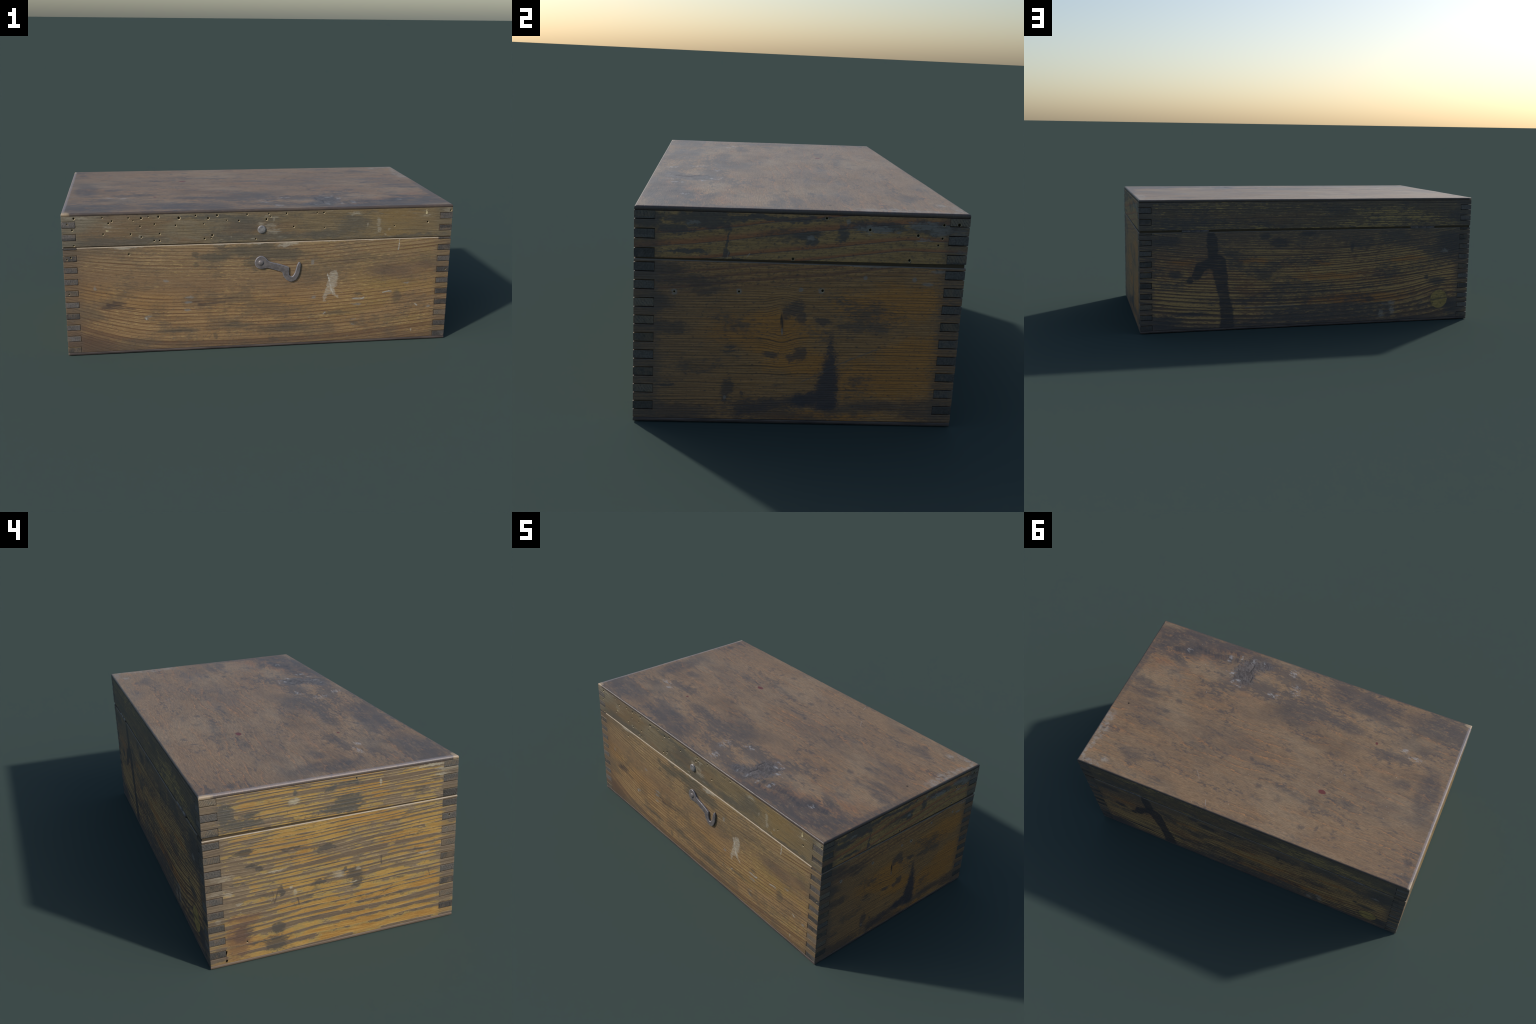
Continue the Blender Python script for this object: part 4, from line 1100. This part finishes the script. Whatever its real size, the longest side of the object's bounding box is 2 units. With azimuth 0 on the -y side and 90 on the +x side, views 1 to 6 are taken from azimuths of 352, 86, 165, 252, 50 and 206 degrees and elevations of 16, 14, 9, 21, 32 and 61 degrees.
def board(name, axis, breaks, own_even, side, long_mat, end_mat, holes, is_lid, seed, parent, more=None, finger_holes=()):
    if axis == 'x':
        fo = YF if side == 'front' else YB
        fi = fo + TH if side == 'front' else fo - TH
        ends = (-XO, XO)
        place = on_front if side == 'front' else on_back
        depth = 0.0680
    else:
        fo = XO if side == 'right' else -XO
        fi = fo - TH if side == 'right' else fo + TH
        ends = (YF, YB)
        place = on_right if side == 'right' else on_left
        depth = 0.0665
    bm = finger_board(axis, breaks, own_even, fi, fo, ends, depth, seed)
    ob = new_object(name, bm, [long_mat, end_mat, MAT['arris' if side in ('front', 'left') else 'arris_dull']], parent)
    if holes:
        cut(ob, hole_cutters(holes, place, RIM, DEEP))
    for spots, where in finger_holes:    # bores that run into single fingers
        cut(ob, hole_cutters(spots, where, RIM, DEEP))
    if more:
        cut(ob, more)
    if is_lid:
        lid_tilt(ob.data)
    return ob

# body walls: side boards own the even fingers (bottom-most one included)
board("wall_board", 'x', BODY_BREAKS, False, 'front', MAT['front'], MAT['end_front'], FRONT_HOLES, False, 1, chest, None, [([(-.507, .487, S)], on_left)])
board("wall_board", 'x', BODY_BREAKS, False, 'back', MAT['back'], MAT['end_back'], None, False, 2, chest)
board("wall_board", 'y', BODY_BREAKS, True, 'right', MAT['right'], MAT['end_right'], RIGHT_HOLES, False, 3, chest, None, [([(.982, .393, S)], on_front)])
chips = box_cutters([((-XO, 0.4850, 0.060), (0.024, 0.006, 0.024), 0.30), ((-XO, 0.4845, 0.0255), (0.020, 0.008, 0.013), 0.4)], DEEP)
board("wall_board", 'y', BODY_BREAKS, True, 'left', MAT['left'], MAT['end_left'], LEFT_HOLES, False, 4, chest, chips,
      [([(-.962, .519, M), (-.980, .511, S), (-.979, .329, S)], on_front)])
# lid rim: front and back boards own the outermost fingers
board("lid_board", 'x', LID_BREAKS, True, 'front', MAT['lid_front'], MAT['end_front'], LID_FRONT_HOLES, True, 5, lid)
board("lid_board", 'x', LID_BREAKS, True, 'back', MAT['lid_back'], MAT['end_back'], None, True, 6, lid, None, [(RIGHT_FINGER_HOLES, on_right)])
board("lid_board", 'y', LID_BREAKS, False, 'right', MAT['lid_right'], MAT['end_right'], LID_RIGHT_HOLES, True, 7, lid)
board("lid_board", 'y', LID_BREAKS, False, 'left', MAT['lid_left'], MAT['end_left'], LID_LEFT_HOLES, True, 8, lid, None, [([(-.971, .690, S)], on_front)])
lid_tilt(lid.data)

# ---- bottom panel ---------------------------------------------------------------
bm = rounded_panel(-0.9990, 0.9990, YF + 0.0008, YB - 0.0008, 0.0, 0.0132, 0.0020, 0.05)
for v in bm.verts:                      # broad rounding below
    if v.co.z < 0.001:
        v.co.x *= 0.9975
        v.co.y *= 0.9965
new_object("bottom_panel", bm, [MAT['bottom']], chest)

# ---- narrow dark inner frame set just behind the seam between box and lid -----------
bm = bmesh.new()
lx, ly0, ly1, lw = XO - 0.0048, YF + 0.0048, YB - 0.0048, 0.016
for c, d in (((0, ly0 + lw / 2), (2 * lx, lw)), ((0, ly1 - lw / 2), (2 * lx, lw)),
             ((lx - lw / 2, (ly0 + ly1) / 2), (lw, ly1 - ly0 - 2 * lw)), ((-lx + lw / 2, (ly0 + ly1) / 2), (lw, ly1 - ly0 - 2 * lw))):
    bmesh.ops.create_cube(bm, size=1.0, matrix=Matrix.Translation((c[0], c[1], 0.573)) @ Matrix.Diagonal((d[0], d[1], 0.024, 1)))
new_object("dark_seam_frame", bm, [MAT['bore']], chest)

# ---- hook latch -------------------------------------------------------------------
HOOK = [(-.012, .4995), (-.034, .488), (-.0435, .464), (-.034, .440), (-.011, .4305), (.019, .4345), (.043, .4285),
        (.085, .415), (.099, .409), (.103, .398), (.109, .384), (.125, .365), (.147, .3565), (.170, .365),
        (.186, .389), (.1935, .421), (.1955, .449), (.187, .4605), (.177, .443), (.167, .407), (.157, .388),
        (.146, .384), (.1365, .393), (.134, .409), (.1345, .428), (.129, .4375), (.084, .4535), (.033, .4685),
        (.010, .4905)]
ring = catmull_closed(HOOK, 5)
bm = bmesh.new()
hy0, hy1 = YF - 0.0006, YF - 0.0098
fr = [bm.verts.new((p[0], hy1, p[1])) for p in ring]
bk = [bm.verts.new((p[0], hy0, p[1])) for p in ring]
ff = bm.faces.new(fr)
bm.faces.new(bk[::-1])
for i in range(len(ring)):
    j = (i + 1) % len(ring)
    bm.faces.new((fr[j], fr[i], bk[i], bk[j]))
bmesh.ops.recalc_face_normals(bm, faces=bm.faces)
edges = [e for e in bm.edges if all(abs(v.co.y - hy1) < 1e-5 for v in e.verts)]
bmesh.ops.bevel(bm, geom=edges, offset=0.0030, segments=3, profile=0.5, affect='EDGES', material=1)
bmesh.ops.triangulate(bm, faces=[f for f in bm.faces if len(f.verts) > 4])
hook = new_object("hook", bm, [MAT['iron'], MAT['iron_edge']], chest)
rivet = new_object("rivet", lathe([(.0255, .0), (.0255, .0078), (.0235, .0094), (.0185, .0098), (.0165, .0092), (.0150, .0100),
                                   (.0138, .0118), (.0100, .0142), (.0050, .0154), (0, .0157)], 40),
                   [MAT['iron']], hook)
rivet.location = (-.0115, YF + 0.0008, .4635)

# ---- domed stud with a chequered head ------------------------------------------------
bm = lathe([(.0215, .0), (.0213, .0045), (.0198, .0064), (.0180, .0072), (.010, .0080), (0, .0083)], 40)
for i in range(-2, 3):
    for j in range(-2, 3):
        a, b = i * .0066, j * .0066
        if math.hypot(a, b) < .0155:
            x, z = a * .94 - b * .34, a * .34 + b * .94
            bmesh.ops.create_cube(bm, size=1.0, matrix=Matrix.Translation((x, -.0081, z)) @
                                  Matrix.Rotation(-0.35, 4, 'Y') @ Matrix.Diagonal((.0046, .0022, .0046, 1)))
stud = new_object("stud", bm, [MAT['stud']], lid)
stud.location = (-.009, YF + .0005, .6375)

# ---- hinges --------------------------------------------------------------------------
def hinge_mesh(length):
    bm = bmesh.new()
    parts, n = 3, 3
    w = length / n
    for i in range(n):
        r = .0066
        mtx = Matrix.Translation((-length / 2 + w * (i + .5), 0, 0)) @ Matrix.Rotation(math.pi / 2, 4, 'Y')
        bmesh.ops.create_cone(bm, cap_ends=True, segments=16, radius1=r, radius2=r, depth=w - .0014, matrix=mtx)
    for dz in (.0022, -.0022):
        bmesh.ops.create_cube(bm, size=1.0, matrix=Matrix.Translation((0, -.034, dz)) @
                              Matrix.Diagonal((length * .96, .066, .0030, 1)))
    for f in bm.faces:
        f.smooth = len(f.verts) == 4 and abs(f.normal.x) < .5 and f.calc_area() < .0008
    me = bpy.data.meshes.new("hinge")
    bm.to_mesh(me)
    bm.free()
    return me
hm = hinge_mesh(0.155)
for x in (.6875, -.6845):
    h = new_object("hinge", hm, [MAT['hinge_iron']] if not hm.materials else [], chest)
    h.location = (x, YB - .0036, .5742)
    h.rotation_euler = (0, random.uniform(-.012, .012), 0)

# ---- round wooden plug let into the back board ------------------------------------------
bm = bmesh.new()
plug = [(.055 * math.cos(t * math.pi / 24) * (1 + .02 * math.sin(5 * t)), .056 * math.sin(t * math.pi / 24)) for t in range(48)]
fr = [bm.verts.new((x, YB + .0006, z)) for x, z in plug]
bk = [bm.verts.new((x, YB - .006, z)) for x, z in plug]
bm.faces.new(fr)
bm.faces.new(bk[::-1])
for i in range(48):
    bm.faces.new((fr[(i + 1) % 48], fr[i], bk[i], bk[(i + 1) % 48]))
bmesh.ops.recalc_face_normals(bm, faces=bm.faces)
for v in bm.verts:
    v.co.x -= .811
    v.co.z += .131
new_object("wood_plug", bm, [MAT['plug']], chest)
